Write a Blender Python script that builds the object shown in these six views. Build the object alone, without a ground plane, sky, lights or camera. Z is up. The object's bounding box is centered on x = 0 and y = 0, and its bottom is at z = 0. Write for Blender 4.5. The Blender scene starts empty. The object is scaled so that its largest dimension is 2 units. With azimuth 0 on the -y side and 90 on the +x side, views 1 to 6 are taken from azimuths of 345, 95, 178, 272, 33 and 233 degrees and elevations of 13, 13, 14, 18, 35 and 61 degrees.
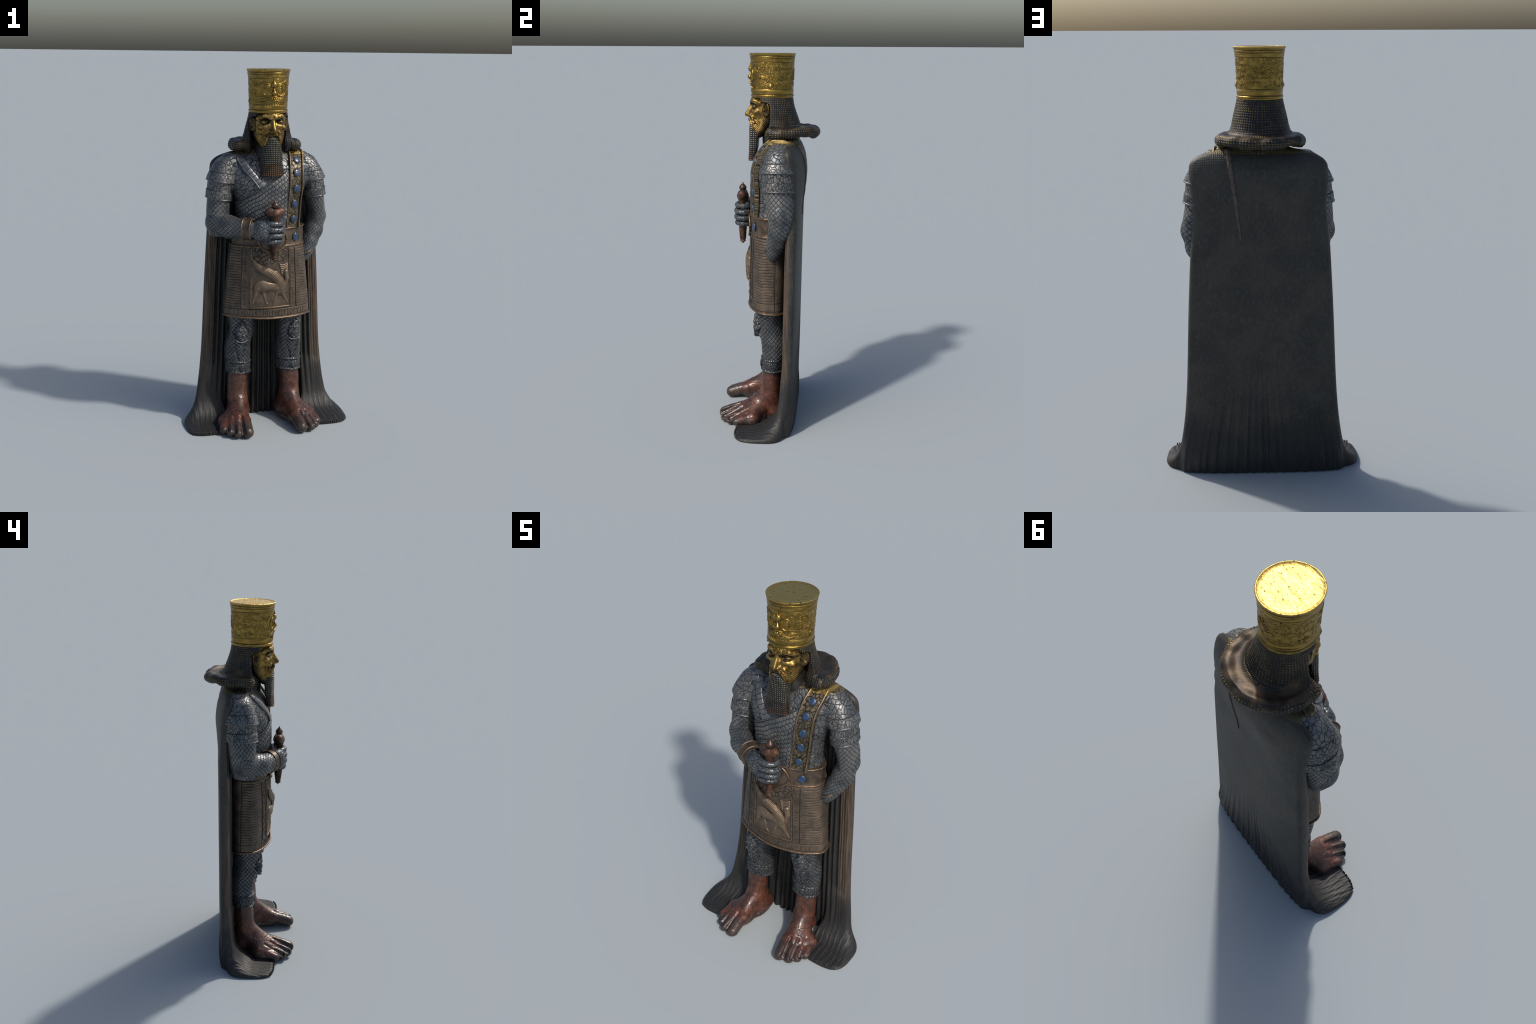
import bpy, math
import numpy as np
from mathutils import Vector
from mathutils.bvhtree import BVHTree

RNG = np.random.RandomState(7)
TAU = 2 * math.pi

# =====================================================================
#  numeric helpers
# =====================================================================
def curve(xs, ys):
    """monotone cubic interpolation through control points"""
    xs = np.array(xs, float); ys = np.array(ys, float)
    h = np.diff(xs); d = np.diff(ys) / h
    m = np.zeros_like(ys); m[0] = d[0]; m[-1] = d[-1]
    for i in range(1, len(xs) - 1):
        m[i] = 0 if d[i-1] * d[i] <= 0 else 2 * d[i-1] * d[i] / (d[i-1] + d[i])
    def f(x):
        x = np.clip(x, xs[0], xs[-1])
        i = np.clip(np.searchsorted(xs, x) - 1, 0, len(h) - 1)
        t = (x - xs[i]) / h[i]
        return ((1 + 2*t) * (1-t)**2 * ys[i] + t * (1-t)**2 * h[i] * m[i]
                + t*t * (3 - 2*t) * ys[i+1] + t*t * (t-1) * h[i] * m[i+1])
    return f

def spline(pts, n):
    """Catmull-Rom resampling of a control polyline"""
    P = np.array(pts, float)
    P = np.vstack([2*P[0]-P[1], P, 2*P[-1]-P[-2]])
    out = []
    k = len(P) - 3
    for s in np.linspace(0, k - 1e-6, n):
        i = int(s); t = s - i
        a, b, c, d = P[i:i+4]
        out.append(.5 * (2*b + (c-a)*t + (2*a-5*b+4*c-d)*t*t + (3*b-a-3*c+d)*t**3))
    return np.array(out)

def smin(a, b, k):
    h = np.clip(.5 + .5 * (b - a) / k, 0, 1)
    return b + (a - b) * h - k * h * (1 - h)
def smax(a, b, k): return -smin(-a, -b, k)
def sstep(a, b, x):
    t = np.clip((x - a) / (b - a), 0, 1); return t * t * (3 - 2 * t)

# ---- distance fields ----
def ball(P, c, r): return np.linalg.norm(P - np.array(c, np.float32), axis=1) - r
def ell(P, c, r):
    r = np.array(r, np.float32); q = (P - np.array(c, np.float32))
    k0 = np.linalg.norm(q / r, axis=1); k1 = np.linalg.norm(q / (r*r), axis=1)
    return k0 * (k0 - 1) / np.maximum(k1, 1e-6)
def cone(P, a, b, ra, rb, sq=(1, 1, 1)):
    """round cone between two points; sq squeezes space"""
    sq = np.array(sq, np.float32)
    a = np.array(a, np.float32); b = np.array(b, np.float32)
    pa = (P - a) * sq; ba = (b - a) * sq
    t = np.clip(pa @ ba / (ba @ ba), 0, 1)
    return np.linalg.norm(pa - t[:, None] * ba, axis=1) - (ra + (rb - ra) * t)
def chain(P, pts, k=.0):
    d = None
    for (a, b) in zip(pts[:-1], pts[1:]):
        e = cone(P, a[:3], b[:3], a[3], b[3])
        d = e if d is None else (smin(d, e, k) if k else np.minimum(d, e))
    return d
def loft(P, rows, n=2.0, grow=None):
    """upright body: rows of (z, cx, cy, rx, ry) with superellipse sections"""
    R = np.array(rows, float); z = P[:, 2]
    f = [curve(R[:, 0], R[:, i])(z) for i in range(1, 5)]
    if grow is not None:
        f[2] = f[2] + grow; f[3] = f[3] + grow
    q = (np.abs((P[:, 0]-f[0]) / f[2])**n + np.abs((P[:, 1]-f[1]) / f[3])**n + 1e-9)**(1/n)
    d = (q - 1) * np.minimum(f[2], f[3])
    zz = np.maximum(R[0, 0] - z, z - R[-1, 0])
    return np.maximum(d, zz)

# ---- iso-surface (surface nets) ----
def nets(fn, lo, hi, h):
    lo = np.array(lo, float); hi = np.array(hi, float)
    B = 6
    n = (np.ceil((hi - lo) / h / B).astype(int)) * B + 1
    ax = [lo[i] + h * np.arange(n[i]) for i in range(3)]
    cax = [lo[i] + h * (np.arange((n[i]-1)//B) * B + (B-1) / 2) for i in range(3)]
    C = np.stack(np.meshgrid(*cax, indexing='ij'), -1)
    fc = fn(C.reshape(-1, 3).astype(np.float32)).reshape(C.shape[:3])
    act = np.abs(fc) < h * B * 1.9
    up = fc.astype(np.float32)
    for i in range(3): up = np.repeat(up, B, i); act = np.repeat(act, B, i)
    F = np.pad(up, ((0, 1),)*3, mode='edge'); A = np.pad(act, ((0, 1),)*3, mode='edge')
    A[1:] |= A[:-1]; A[:, 1:] |= A[:, :-1]; A[:, :, 1:] |= A[:, :, :-1]
    I = np.argwhere(A)
    F[A] = fn((lo + I * h).astype(np.float32))
    for i in range(3):
        s = [slice(None)]*3
        for e in (0, -1):
            s[i] = e; F[tuple(s)] = np.maximum(F[tuple(s)], h * .1)
    ins = F < 0
    def crn(a, i, j, k): return a[i:a.shape[0]-1+i, j:a.shape[1]-1+j, k:a.shape[2]-1+k]
    cs = [(i, j, k) for i in (0, 1) for j in (0, 1) for k in (0, 1)]
    cnt = sum(crn(ins, *c).astype(np.int8) for c in cs)
    act = (cnt > 0) & (cnt < 8)
    cells = np.argwhere(act)
    idx = -np.ones(act.shape, np.int64); idx[act] = np.arange(len(cells))
    pos = np.zeros((len(cells), 3)); num = np.zeros(len(cells))
    for axn in range(3):
        o = [a for a in range(3) if a != axn]
        for u in (0, 1):
            for v in (0, 1):
                c0 = np.zeros(3, int); c0[o[0]] = u; c0[o[1]] = v
                c1 = c0.copy(); c1[axn] = 1
                a = F[tuple((cells + c0).T)]; b = F[tuple((cells + c1).T)]
                x = (a < 0) != (b < 0)
                t = np.where(x, a / np.where(x, a - b, 1), 0)
                p = np.repeat(c0[None].astype(float), len(cells), 0); p[:, axn] = t
                pos += p * x[:, None]; num += x
    V = lo + h * (cells + pos / num[:, None])
    faces = []
    for axn in range(3):
        o = [(axn+1) % 3, (axn+2) % 3]
        sl0 = [slice(None)]*3; sl1 = [slice(None)]*3
        sl0[axn] = slice(0, -1); sl1[axn] = slice(1, None)
        for s in (sl0, sl1):
            for q in o: s[q] = slice(1, -1)
        a = ins[tuple(sl0)]; b = ins[tuple(sl1)]
        for flip, m in ((0, a & ~b), (1, ~a & b)):
            e = np.argwhere(m)
            if not len(e): continue
            e[:, o[0]] += 1; e[:, o[1]] += 1
            q = []
            for (du, dv) in ((1, 1), (0, 1), (0, 0), (1, 0)):
                c = e.copy(); c[:, o[0]] -= du; c[:, o[1]] -= dv
                q.append(idx[tuple(c.T)])
            q = np.stack(q, 1)
            faces.append(q[:, ::-1] if flip else q)
    Fc = np.vstack(faces)
    for _ in range(2):                                    # settle on the surface
        V32 = V.astype(np.float32); e = h * .35
        f0 = fn(V32)
        g = np.stack([fn(V32 + np.eye(3, dtype=np.float32)[i]*e) - fn(V32 - np.eye(3, dtype=np.float32)[i]*e) for i in range(3)], 1) / (2*e)
        g2 = np.maximum((g*g).sum(1), .2)
        st = (f0 / g2)[:, None] * g
        ln = np.linalg.norm(st, axis=1, keepdims=True)
        V = V - st * np.minimum(1, h * .6 / np.maximum(ln, 1e-9))
    return V, Fc

# =====================================================================
#  node building: the same pattern drives relief and colour
# =====================================================================
class NB:
    def __init__(s, tree, pos): s.t = tree; s.pos = pos
    def node(s, ty, **kw):
        n = s.t.nodes.new(ty)
        for k, v in kw.items(): setattr(n, k, v)
        return n
    def put(s, sock, v):
        if isinstance(v, bpy.types.NodeSocket): s.t.links.new(v, sock)
        elif v is not None: sock.default_value = v
    def m(s, op, a, b=None, c=None, clamp=False):
        n = s.node('ShaderNodeMath', operation=op, use_clamp=clamp)
        for i, v in enumerate((a, b, c)):
            if v is not None: s.put(n.inputs[i], v)
        return n.outputs[0]
    def add(s, a, b): return s.m('ADD', a, b)
    def sub(s, a, b): return s.m('SUBTRACT', a, b)
    def mul(s, a, b): return s.m('MULTIPLY', a, b)
    def vm(s, op, a, b=None, scale=None):
        n = s.node('ShaderNodeVectorMath', operation=op)
        s.put(n.inputs[0], a)
        if b is not None: s.put(n.inputs[1], b)
        if scale is not None: s.put(n.inputs['Scale'], scale)
        return n.outputs['Value'] if op in ('DOT_PRODUCT', 'LENGTH', 'DISTANCE') else n.outputs[0]
    def xyz(s, v=None):
        n = s.node('ShaderNodeSeparateXYZ'); s.put(n.inputs[0], v or s.pos); return n.outputs
    def vec(s, x, y, z=0.0):
        n = s.node('ShaderNodeCombineXYZ')
        for i, v in enumerate((x, y, z)): s.put(n.inputs[i], v)
        return n.outputs[0]
    def step(s, a, b, x, lo=0., hi=1., smooth=True):
        n = s.node('ShaderNodeMapRange')
        n.interpolation_type = 'SMOOTHSTEP' if smooth else 'LINEAR'
        s.put(n.inputs['Value'], x)
        for k, v in (('From Min', a), ('From Max', b), ('To Min', lo), ('To Max', hi)): s.put(n.inputs[k], v)
        return n.outputs['Result']
    def noise(s, scale, detail=3., v=None, rough=.5, dist=0.):
        n = s.node('ShaderNodeTexNoise'); s.put(n.inputs['Vector'], v or s.pos)
        n.inputs['Scale'].default_value = scale; n.inputs['Detail'].default_value = detail
        n.inputs['Roughness'].default_value = rough; n.inputs['Distortion'].default_value = dist
        return n.outputs[0]
    def nvec(s, scale, v=None):
        n = s.node('ShaderNodeTexNoise'); s.put(n.inputs['Vector'], v or s.pos)
        n.inputs['Scale'].default_value = scale; n.inputs['Detail'].default_value = 2.
        return n.outputs['Color']
    def edge(s, scale, v=None, rnd=1.):
        n = s.node('ShaderNodeTexVoronoi', feature='DISTANCE_TO_EDGE'); s.put(n.inputs['Vector'], v or s.pos)
        n.inputs['Scale'].default_value = scale; n.inputs['Randomness'].default_value = rnd
        return n.outputs['Distance']
    def cellrnd(s, scale, v=None, rnd=1.):
        n = s.node('ShaderNodeTexVoronoi'); s.put(n.inputs['Vector'], v or s.pos)
        n.inputs['Scale'].default_value = scale; n.inputs['Randomness'].default_value = rnd
        return s.xyz(n.outputs['Color'])[0]
    def warp(s, scale, amt, v=None):
        v = v or s.pos
        d = s.vm('SUBTRACT', s.nvec(scale, v), (.5, .5, .5))
        return s.vm('ADD', v, s.vm('SCALE', d, scale=amt))
    def line(s, p):
        """distance of p to the nearest whole number, 0..0.5"""
        return s.sub(.5, s.m('ABSOLUTE', s.sub(s.m('FRACT', p), .5)))
    def cyl(s, o, axis, ref, R, v=None):
        """unrolled coordinates (arc length, height) round an axis"""
        ax = Vector(axis).normalized(); e1 = (Vector(ref) - ax * Vector(ref).dot(ax)).normalized(); e2 = ax.cross(e1)
        q = s.vm('SUBTRACT', v or s.pos, tuple(o))
        a = s.vm('DOT_PRODUCT', q, tuple(e1)); b = s.vm('DOT_PRODUCT', q, tuple(e2))
        return s.mul(s.m('ARCTAN2', b, a), R), s.vm('DOT_PRODUCT', q, tuple(ax)), a, b
    def mix(s, f, a, b):
        n = s.node('ShaderNodeMix', data_type='RGBA')
        s.put(n.inputs['Factor'], f)
        s.put(n.inputs[6], a if isinstance(a, bpy.types.NodeSocket) else (*a, 1) if len(a) == 3 else a)
        s.put(n.inputs[7], b if isinstance(b, bpy.types.NodeSocket) else (*b, 1) if len(b) == 3 else b)
        return n.outputs[2]
    def lerp(s, f, a, b):
        return s.step(0., 1., f, a, b, smooth=False)

def material(name, fn):
    """fn(nb) returns dict: color, metallic, rough, height(0..1), bump(m)"""
    m = bpy.data.materials.new(name); m.use_nodes = True
    t = m.node_tree; t.nodes.clear()
    tc = t.nodes.new('ShaderNodeTexCoord')
    nb = NB(t, tc.outputs['Object'])
    r = fn(nb)
    b = t.nodes.new('ShaderNodeBsdfPrincipled'); o = t.nodes.new('ShaderNodeOutputMaterial')
    t.links.new(b.outputs[0], o.inputs[0])
    c = r['color']
    nb.put(b.inputs['Base Color'], c if isinstance(c, bpy.types.NodeSocket) else (*c, 1))
    nb.put(b.inputs['Metallic'], r.get('metallic', 0.)); nb.put(b.inputs['Roughness'], r.get('rough', .5))
    if 'coat' in r:
        b.inputs['Coat Weight'].default_value = r['coat']; b.inputs['Coat Roughness'].default_value = .2
    if 'spec' in r: b.inputs['Specular IOR Level'].default_value = r['spec']
    if 'height' in r:
        bp = t.nodes.new('ShaderNodeBump'); bp.inputs['Strength'].default_value = r.get('strength', 1.)
        bp.inputs['Distance'].default_value = r.get('bump', .002)
        nb.put(bp.inputs['Height'], r['height']); t.links.new(bp.outputs[0], b.inputs['Normal'])
    return m

def relief(V, F, fn, depth):
    """push the surface in along its normals where the pattern is low"""
    me = bpy.data.meshes.new('tmp'); me.from_pydata(V.tolist(), [], F.tolist() if hasattr(F, 'tolist') else F)
    ob = bpy.data.objects.new('tmp', me); bpy.context.scene.collection.objects.link(ob)
    g = bpy.data.node_groups.new('relief', 'GeometryNodeTree')
    g.interface.new_socket('Geometry', in_out='INPUT', socket_type='NodeSocketGeometry')
    g.interface.new_socket('Geometry', in_out='OUTPUT', socket_type='NodeSocketGeometry')
    gi = g.nodes.new('NodeGroupInput'); go = g.nodes.new('NodeGroupOutput')
    sp = g.nodes.new('GeometryNodeSetPosition')
    nb = NB(g, g.nodes.new('GeometryNodeInputPosition').outputs[0])
    h = fn(nb)
    nrm = g.nodes.new('GeometryNodeInputNormal').outputs[0]
    off = nb.vm('SCALE', nrm, scale=nb.mul(nb.sub(h, 1.), depth))
    g.links.new(off, sp.inputs['Offset']); g.links.new(gi.outputs[0], sp.inputs[0]); g.links.new(sp.outputs[0], go.inputs[0])
    md = ob.modifiers.new('relief', 'NODES'); md.node_group = g
    dg = bpy.context.evaluated_depsgraph_get()
    ev = ob.evaluated_get(dg).to_mesh()
    n = len(ev.vertices); co = np.empty(n*3, np.float32); ev.vertices.foreach_get('co', co)
    ob.evaluated_get(dg).to_mesh_clear()
    bpy.data.objects.remove(ob); bpy.data.meshes.remove(me); bpy.data.node_groups.remove(g)
    return co.reshape(-1, 3).astype(float)

# =====================================================================
#  object helpers
# =====================================================================
ROOT = bpy.data.objects.new('bearded_king_statue', None)
bpy.context.scene.collection.objects.link(ROOT)
ROOT['label'] = 'bearded king statue, tall gold hat, scale armour, long dark cape'
ROOT['category'] = 'statue'

def obj(name, V, F, mat, parent=None, smooth=True, angle=None, kind=None):
    me = bpy.data.meshes.new(name)
    me.from_pydata(np.asarray(V, float).tolist(), [], [list(map(int, f)) for f in F]); me.update()
    if smooth: me.polygons.foreach_set('use_smooth', [True] * len(me.polygons))
    if angle: me.set_sharp_from_angle(angle=math.radians(angle))
    me.materials.append(mat)
    ob = bpy.data.objects.new(name, me); bpy.context.scene.collection.objects.link(ob)
    ob.parent = parent or ROOT
    if kind: ob['kind'] = kind
    return ob

def vnormals(V, F):
    F = np.asarray(F); n = np.zeros_like(V)
    a = np.cross(V[F[:, 2]] - V[F[:, 0]], V[F[:, 3]] - V[F[:, 1]])
    for i in range(4): np.add.at(n, F[:, i], a)
    return n / np.maximum(np.linalg.norm(n, axis=1, keepdims=True), 1e-12)

def split(V, F, groups):
    """separate one smooth surface into named parts that keep its normals;
       groups: list of (name, facemask, material)"""
    N = vnormals(V, F); out = []
    for name, mask, mat in groups:
        f = F[mask]
        if not len(f): continue
        u, inv = np.unique(f, return_inverse=True)
        ob = obj(name, V[u], inv.reshape(f.shape), mat)
        ob.data.normals_split_custom_set_from_vertices(N[u].tolist())
        out.append(ob)
    return out

def tube(path, rad, n=10, closed=False, up=(0, 0, 1), flat=1.0, caps=True):
    """sweep a (flattened) circle along a path"""
    P = np.array(path, float); k = len(P)
    rad = np.full(k, rad) if np.isscalar(rad) else np.array(rad, float)
    if closed: T = np.roll(P, -1, 0) - np.roll(P, 1, 0)
    else: T = np.gradient(P, axis=0)
    T /= np.linalg.norm(T, axis=1, keepdims=True) + 1e-12
    U = np.array(up, float); U = np.broadcast_to(U, P.shape) if U.ndim == 1 else U
    A = np.cross(T, U); ln = np.linalg.norm(A, axis=1, keepdims=True)
    A = np.where(ln < 1e-6, np.cross(T, [1., 0, .01]), A); A /= np.linalg.norm(A, axis=1, keepdims=True)
    B = np.cross(A, T)
    th = np.arange(n) / n * TAU
    V = (P[:, None] + rad[:, None, None] * (np.cos(th)[None, :, None] * A[:, None] + flat * np.sin(th)[None, :, None] * B[:, None])).reshape(-1, 3)
    F = []
    for i in range(k if closed else k-1):
        j = (i+1) % k
        for a in range(n):
            b = (a+1) % n
            F.append([i*n+a, i*n+b, j*n+b, j*n+a])
    if caps and not closed:
        V = np.vstack([V, P[0] - T[0]*rad[0]*.6, P[-1] + T[-1]*rad[-1]*.6]); c0, c1 = len(V)-2, len(V)-1
        for a in range(n):
            b = (a+1) % n
            F.append([c0, b, a, a][:3]); F.append([c1, (k-1)*n+a, (k-1)*n+b])
    return V, F

def join(parts):
    V, F, o = [], [], 0
    for v, f in parts:
        V.append(np.asarray(v, float)); F += [[int(i)+o for i in q] for q in f]; o += len(v)
    return np.vstack(V), F

def grid_faces(nu, nv, wrap_u=False):
    F = []
    for i in range(nu if wrap_u else nu-1):
        for j in range(nv-1):
            a = (i+1) % nu
            F.append([i*nv+j, a*nv+j, a*nv+j+1, i*nv+j+1])
    return np.array(F)

def sphere(c, r, nu=24, nv=14):
    r = np.array(r if np.ndim(r) else (r, r, r), float)
    V, F = [], []
    for i in range(nu):
        for j in range(nv):
            a = i/nu*TAU; b = -math.pi/2 + math.pi*(j/(nv-1))
            b = max(min(b, 1.5607), -1.5607)
            V.append(np.array(c) + r*np.array([math.cos(b)*math.cos(a), math.cos(b)*math.sin(a), math.sin(b)]))
    F = grid_faces(nu, nv, True).tolist()
    F.append([i*nv for i in range(nu)][::-1]); F.append([i*nv+nv-1 for i in range(nu)])
    return np.array(V), F

def ring_loft(rows, nth, n=2.0, cap=True, nback=None):
    """stack of superellipse rings (z, cx, cy, rx, ry)"""
    V = []
    th = np.arange(nth)/nth*TAU
    for (z, cx, cy, rx, ry) in rows:
        c, s = np.cos(th), np.sin(th)
        e = np.where(s > 0, nback or n, n)
        k = (np.abs(c)**e + np.abs(s)**e)**(-1/e)
        V.append(np.stack([cx + rx*k*c, cy + ry*k*s, np.full(nth, z)], 1))
    nz = len(rows); V = np.array(V).transpose(1, 0, 2).reshape(-1, 3)
    F = grid_faces(nth, nz, True).tolist()
    if cap:
        F.append([i*nz for i in range(nth)][::-1]); F.append([i*nz+nz-1 for i in range(nth)])
    return V, F

def bvh(V, F): return BVHTree.FromPolygons([tuple(v) for v in V], [tuple(int(i) for i in f) for f in F])
def hit(tree, x, z, lift=0., frm=(0, -1, 0), y=None):
    """point on a surface met from the front (or another side)"""
    d = -Vector(frm).normalized()
    o = Vector((x, 0 if y is None else y, z)) - d * 1.0
    p, nrm, i, dist = tree.ray_cast(o, d)
    if p is None: return None
    return np.array(p) - np.array(d) * lift

# =====================================================================
#  patterns (shared by relief and colour)
# =====================================================================
def diamonds(nb, u, v, du, dv, w0=.02, w1=.10):
    p = nb.add(nb.mul(u, 1/du), nb.mul(v, 1/dv)); q = nb.sub(nb.mul(u, 1/du), nb.mul(v, 1/dv))
    d = nb.m('MINIMUM', nb.line(p), nb.line(q))
    return nb.step(w0, w1, d)

def arm_scales(o, axis, ref, R, du=.023, dv=.027):
    def f(nb):
        u, v, a, b = nb.cyl(o, axis, ref, R, nb.warp(14, .012))
        return diamonds(nb, u, v, du, dv)
    return f

def cells(scale, stretch=(1, 1, 1), warp=.02, w0=.025, w1=.10):
    def f(nb):
        v = nb.vm('MULTIPLY', nb.warp(9, warp), stretch)
        return nb.step(w0, w1, nb.edge(scale, v))
    return f

def chest(nb):
    x, y, z = nb.xyz(nb.warp(8, .015))
    line = nb.sub(nb.sub(z, 1.409), nb.mul(x, .644))            # wrap-over edge
    u, v, a, b = nb.cyl((0, .06, 0), (0, 0, 1), (0, -1, 0), .16, nb.warp(8, .02))
    vv = nb.vec(u, nb.mul(v, .85), 0.)
    big = nb.step(.02, .075, nb.edge(44., vv, .8))
    s = nb.add(nb.mul(u, .84), nb.mul(v, .54)); t = nb.sub(nb.mul(v, .84), nb.mul(u, .54))
    t2 = nb.add(nb.mul(t, 1/.021), nb.mul(nb.m('SINE', nb.mul(s, 60)), .08))
    s2 = nb.add(nb.add(nb.mul(s, 1/.024), nb.mul(nb.m('FLOOR', t2), .4)), nb.mul(u, 8.))
    lat = nb.step(.03, .11, nb.m('MINIMUM', nb.line(t2), nb.line(s2)))
    low = nb.m('MAXIMUM', nb.step(-.004, .004, line), nb.step(.090, .094, x))
    h = nb.lerp(low, lat, big)
    edge = nb.m('MAXIMUM', nb.step(.002, .006, nb.m('ABSOLUTE', line)), nb.step(.090, .094, x))
    return nb.m('MINIMUM', h, edge)

def leg_scales(cx):
    def f(nb):
        u, v, a, b = nb.cyl((cx, .03, 0), (0, 0, 1), (0, -1, 0), .075, nb.warp(20, .016))
        return diamonds(nb, u, v, .026, .025, .03, .13)
    return f

def cracks(nb):
    v = nb.vm('MULTIPLY', nb.warp(12, .05), (1, .75, .8))
    a = nb.step(.003, .026, nb.edge(30., v))
    return a

# =====================================================================
#  materials
# =====================================================================
SILVER = (.165, .165, .163); GROOVE = (.018, .018, .019)
def scale_metal(name, pat, tint=SILVER, rough=.42, gold=True):
    def f(nb):
        h = pat(nb)
        n1 = nb.noise(16, 4); n2 = nb.noise(90, 3)
        k = nb.add(.62, nb.mul(nb.add(n1, nb.mul(n2, .5)), .5))
        plate = nb.mix(nb.step(.42, .62, n1), tint, tuple(c*s for c, s in zip(tint, (.60, .66, .72))))
        plate = nb.mix(nb.step(.56, .75, n2), plate, tuple(c*1.45 for c in tint))
        if gold:
            z = nb.xyz()[2]
            plate = nb.mix(nb.mul(nb.step(1.542, 1.546, z), .75), plate, (.20, .155, .06))
        col = nb.mix(h, GROOVE, plate)
        hh = nb.add(h, nb.mul(n2, .35))
        return dict(color=col, metallic=nb.lerp(h, .2, .66), rough=nb.lerp(h, .7, rough), height=hh, bump=.0016)
    return material(name, f)

def plain(name, a, b, metallic, rough, scale=30, bump=.0008, stretch=(1, 1, 1), spec=None, coat=None, dark=None):
    def f(nb):
        v = nb.vm('MULTIPLY', nb.pos, stretch)
        n = nb.noise(scale, 5, v, .6); n2 = nb.noise(scale*4, 3, v)
        c = nb.mix(nb.step(.36, .66, n), a, b)
        if dark: c = nb.mix(nb.step(.58, .72, n2), c, dark)
        r = dict(color=c, metallic=metallic, rough=nb.lerp(n2, rough-.1, rough+.12), height=nb.add(n, nb.mul(n2, .5)), bump=bump)
        if coat: r['coat'] = coat
        return r
    return material(name, f)

GOLD = (.38, .250, .062); GOLD_D = (.22, .146, .038); GOLD_X = (.07, .048, .014)

def hat_pattern(nb):
    u, v, a, b = nb.cyl((0, .0105, 0), (0, 0, 1), (0, -1, 0), .112)
    z = nb.xyz()[2]
    fine = nb.step(.03, .17, nb.line(nb.mul(nb.noise(24, 2, nb.vec(u, nb.mul(v, 1.3), 2.), .5, 1.2), 6.)))
    zone = nb.mul(nb.step(1.818, 1.826, z), nb.step(1.957, 1.950, z))
    h = nb.add(nb.mul(fine, .75), .25)
    # smooth forehead field keeps long engraved feather lines only
    feath = nb.step(.03, .14, nb.line(nb.add(nb.mul(v, 75.), nb.mul(nb.noise(9, 2, nb.vec(u, v, 5.)), 3.5))))
    front = nb.step(.13, .09, nb.m('ABSOLUTE', u))
    feath = nb.m('MAXIMUM', feath, nb.step(1.862, 1.872, z))
    h = nb.lerp(front, h, nb.m('MINIMUM', feath, nb.add(nb.mul(fine, .40), .60)))
    h = nb.lerp(zone, 1.0, h)
    rings = 1.0
    for zz in (1.9835, 1.972, 1.9525, 1.817, 1.7885):
        r = nb.step(.0005, .0024, nb.m('ABSOLUTE', nb.add(nb.sub(z, zz), nb.mul(nb.sub(nb.noise(14, 2), .5), .003))))
        rings = nb.m('MINIMUM', rings, r)
    return nb.m('MINIMUM', h, rings)

def m_hat(nb):
    h = hat_pattern(nb)
    z = nb.xyz()[2]
    top = nb.step(1.990, 1.996, z)
    n = nb.noise(22, 4, nb.vm('MULTIPLY', nb.pos, (1, 1, 3)), .6); n2 = nb.noise(120, 3)
    h2 = nb.m('MAXIMUM', h, top)
    plate = nb.mix(nb.step(.38, .66, n), GOLD_D, GOLD)
    plate = nb.mix(top, plate, (.50, .34, .095))  # top gold lightened to carry the sky's reflection
    col = nb.mix(nb.step(.1, .8, h2), (.10, .066, .017), plate)
    spots = nb.step(.62, .67, nb.noise(48, 3, nb.vm('MULTIPLY', nb.pos, (1, 2.0, 1)), .6))
    col = nb.mix(nb.mul(spots, nb.lerp(top, .35, 1.)), col, GOLD_X)
    wav = nb.noise(34, 3, nb.vm('MULTIPLY', nb.pos, (.6, 1.8, 1)), .5, 1.5)
    return dict(color=col, metallic=nb.lerp(h2, .75, .96), rough=nb.add(nb.lerp(n, .26, .44), nb.mul(top, .08)), height=nb.add(nb.mul(n2, .25), nb.add(nb.mul(n, .4), nb.mul(wav, nb.lerp(top, 1.2, 2.6)))), bump=.0012)

def beads(u, v, pu, pv):
    def f(nb, s0=.14, s1=.30):
        a = nb.m('ABSOLUTE', nb.sub(nb.m('FRACT', nb.mul(u, 1/pu)), .5)); b = nb.m('ABSOLUTE', nb.sub(nb.m('FRACT', nb.mul(v, 1/pv)), .5))
        return nb.step(s1, s0, nb.m('MAXIMUM', a, b))
    return f

def hair_brim(nb):
    x, y, z = nb.xyz()
    r = nb.vm('LENGTH', nb.vec(x, nb.mul(nb.sub(y, .055), .92), 0.))
    wob = nb.mul(nb.sub(nb.noise(9, 2), .5), .05)
    return nb.mul(nb.mul(nb.step(1.664, 1.652, z), nb.step(1.590, 1.600, nb.add(z, nb.mul(wob, .4)))), nb.mul(nb.mul(nb.step(.118, .124, r), nb.step(.200, .190, nb.add(r, wob))), nb.step(.02, .10, y)))

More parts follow.
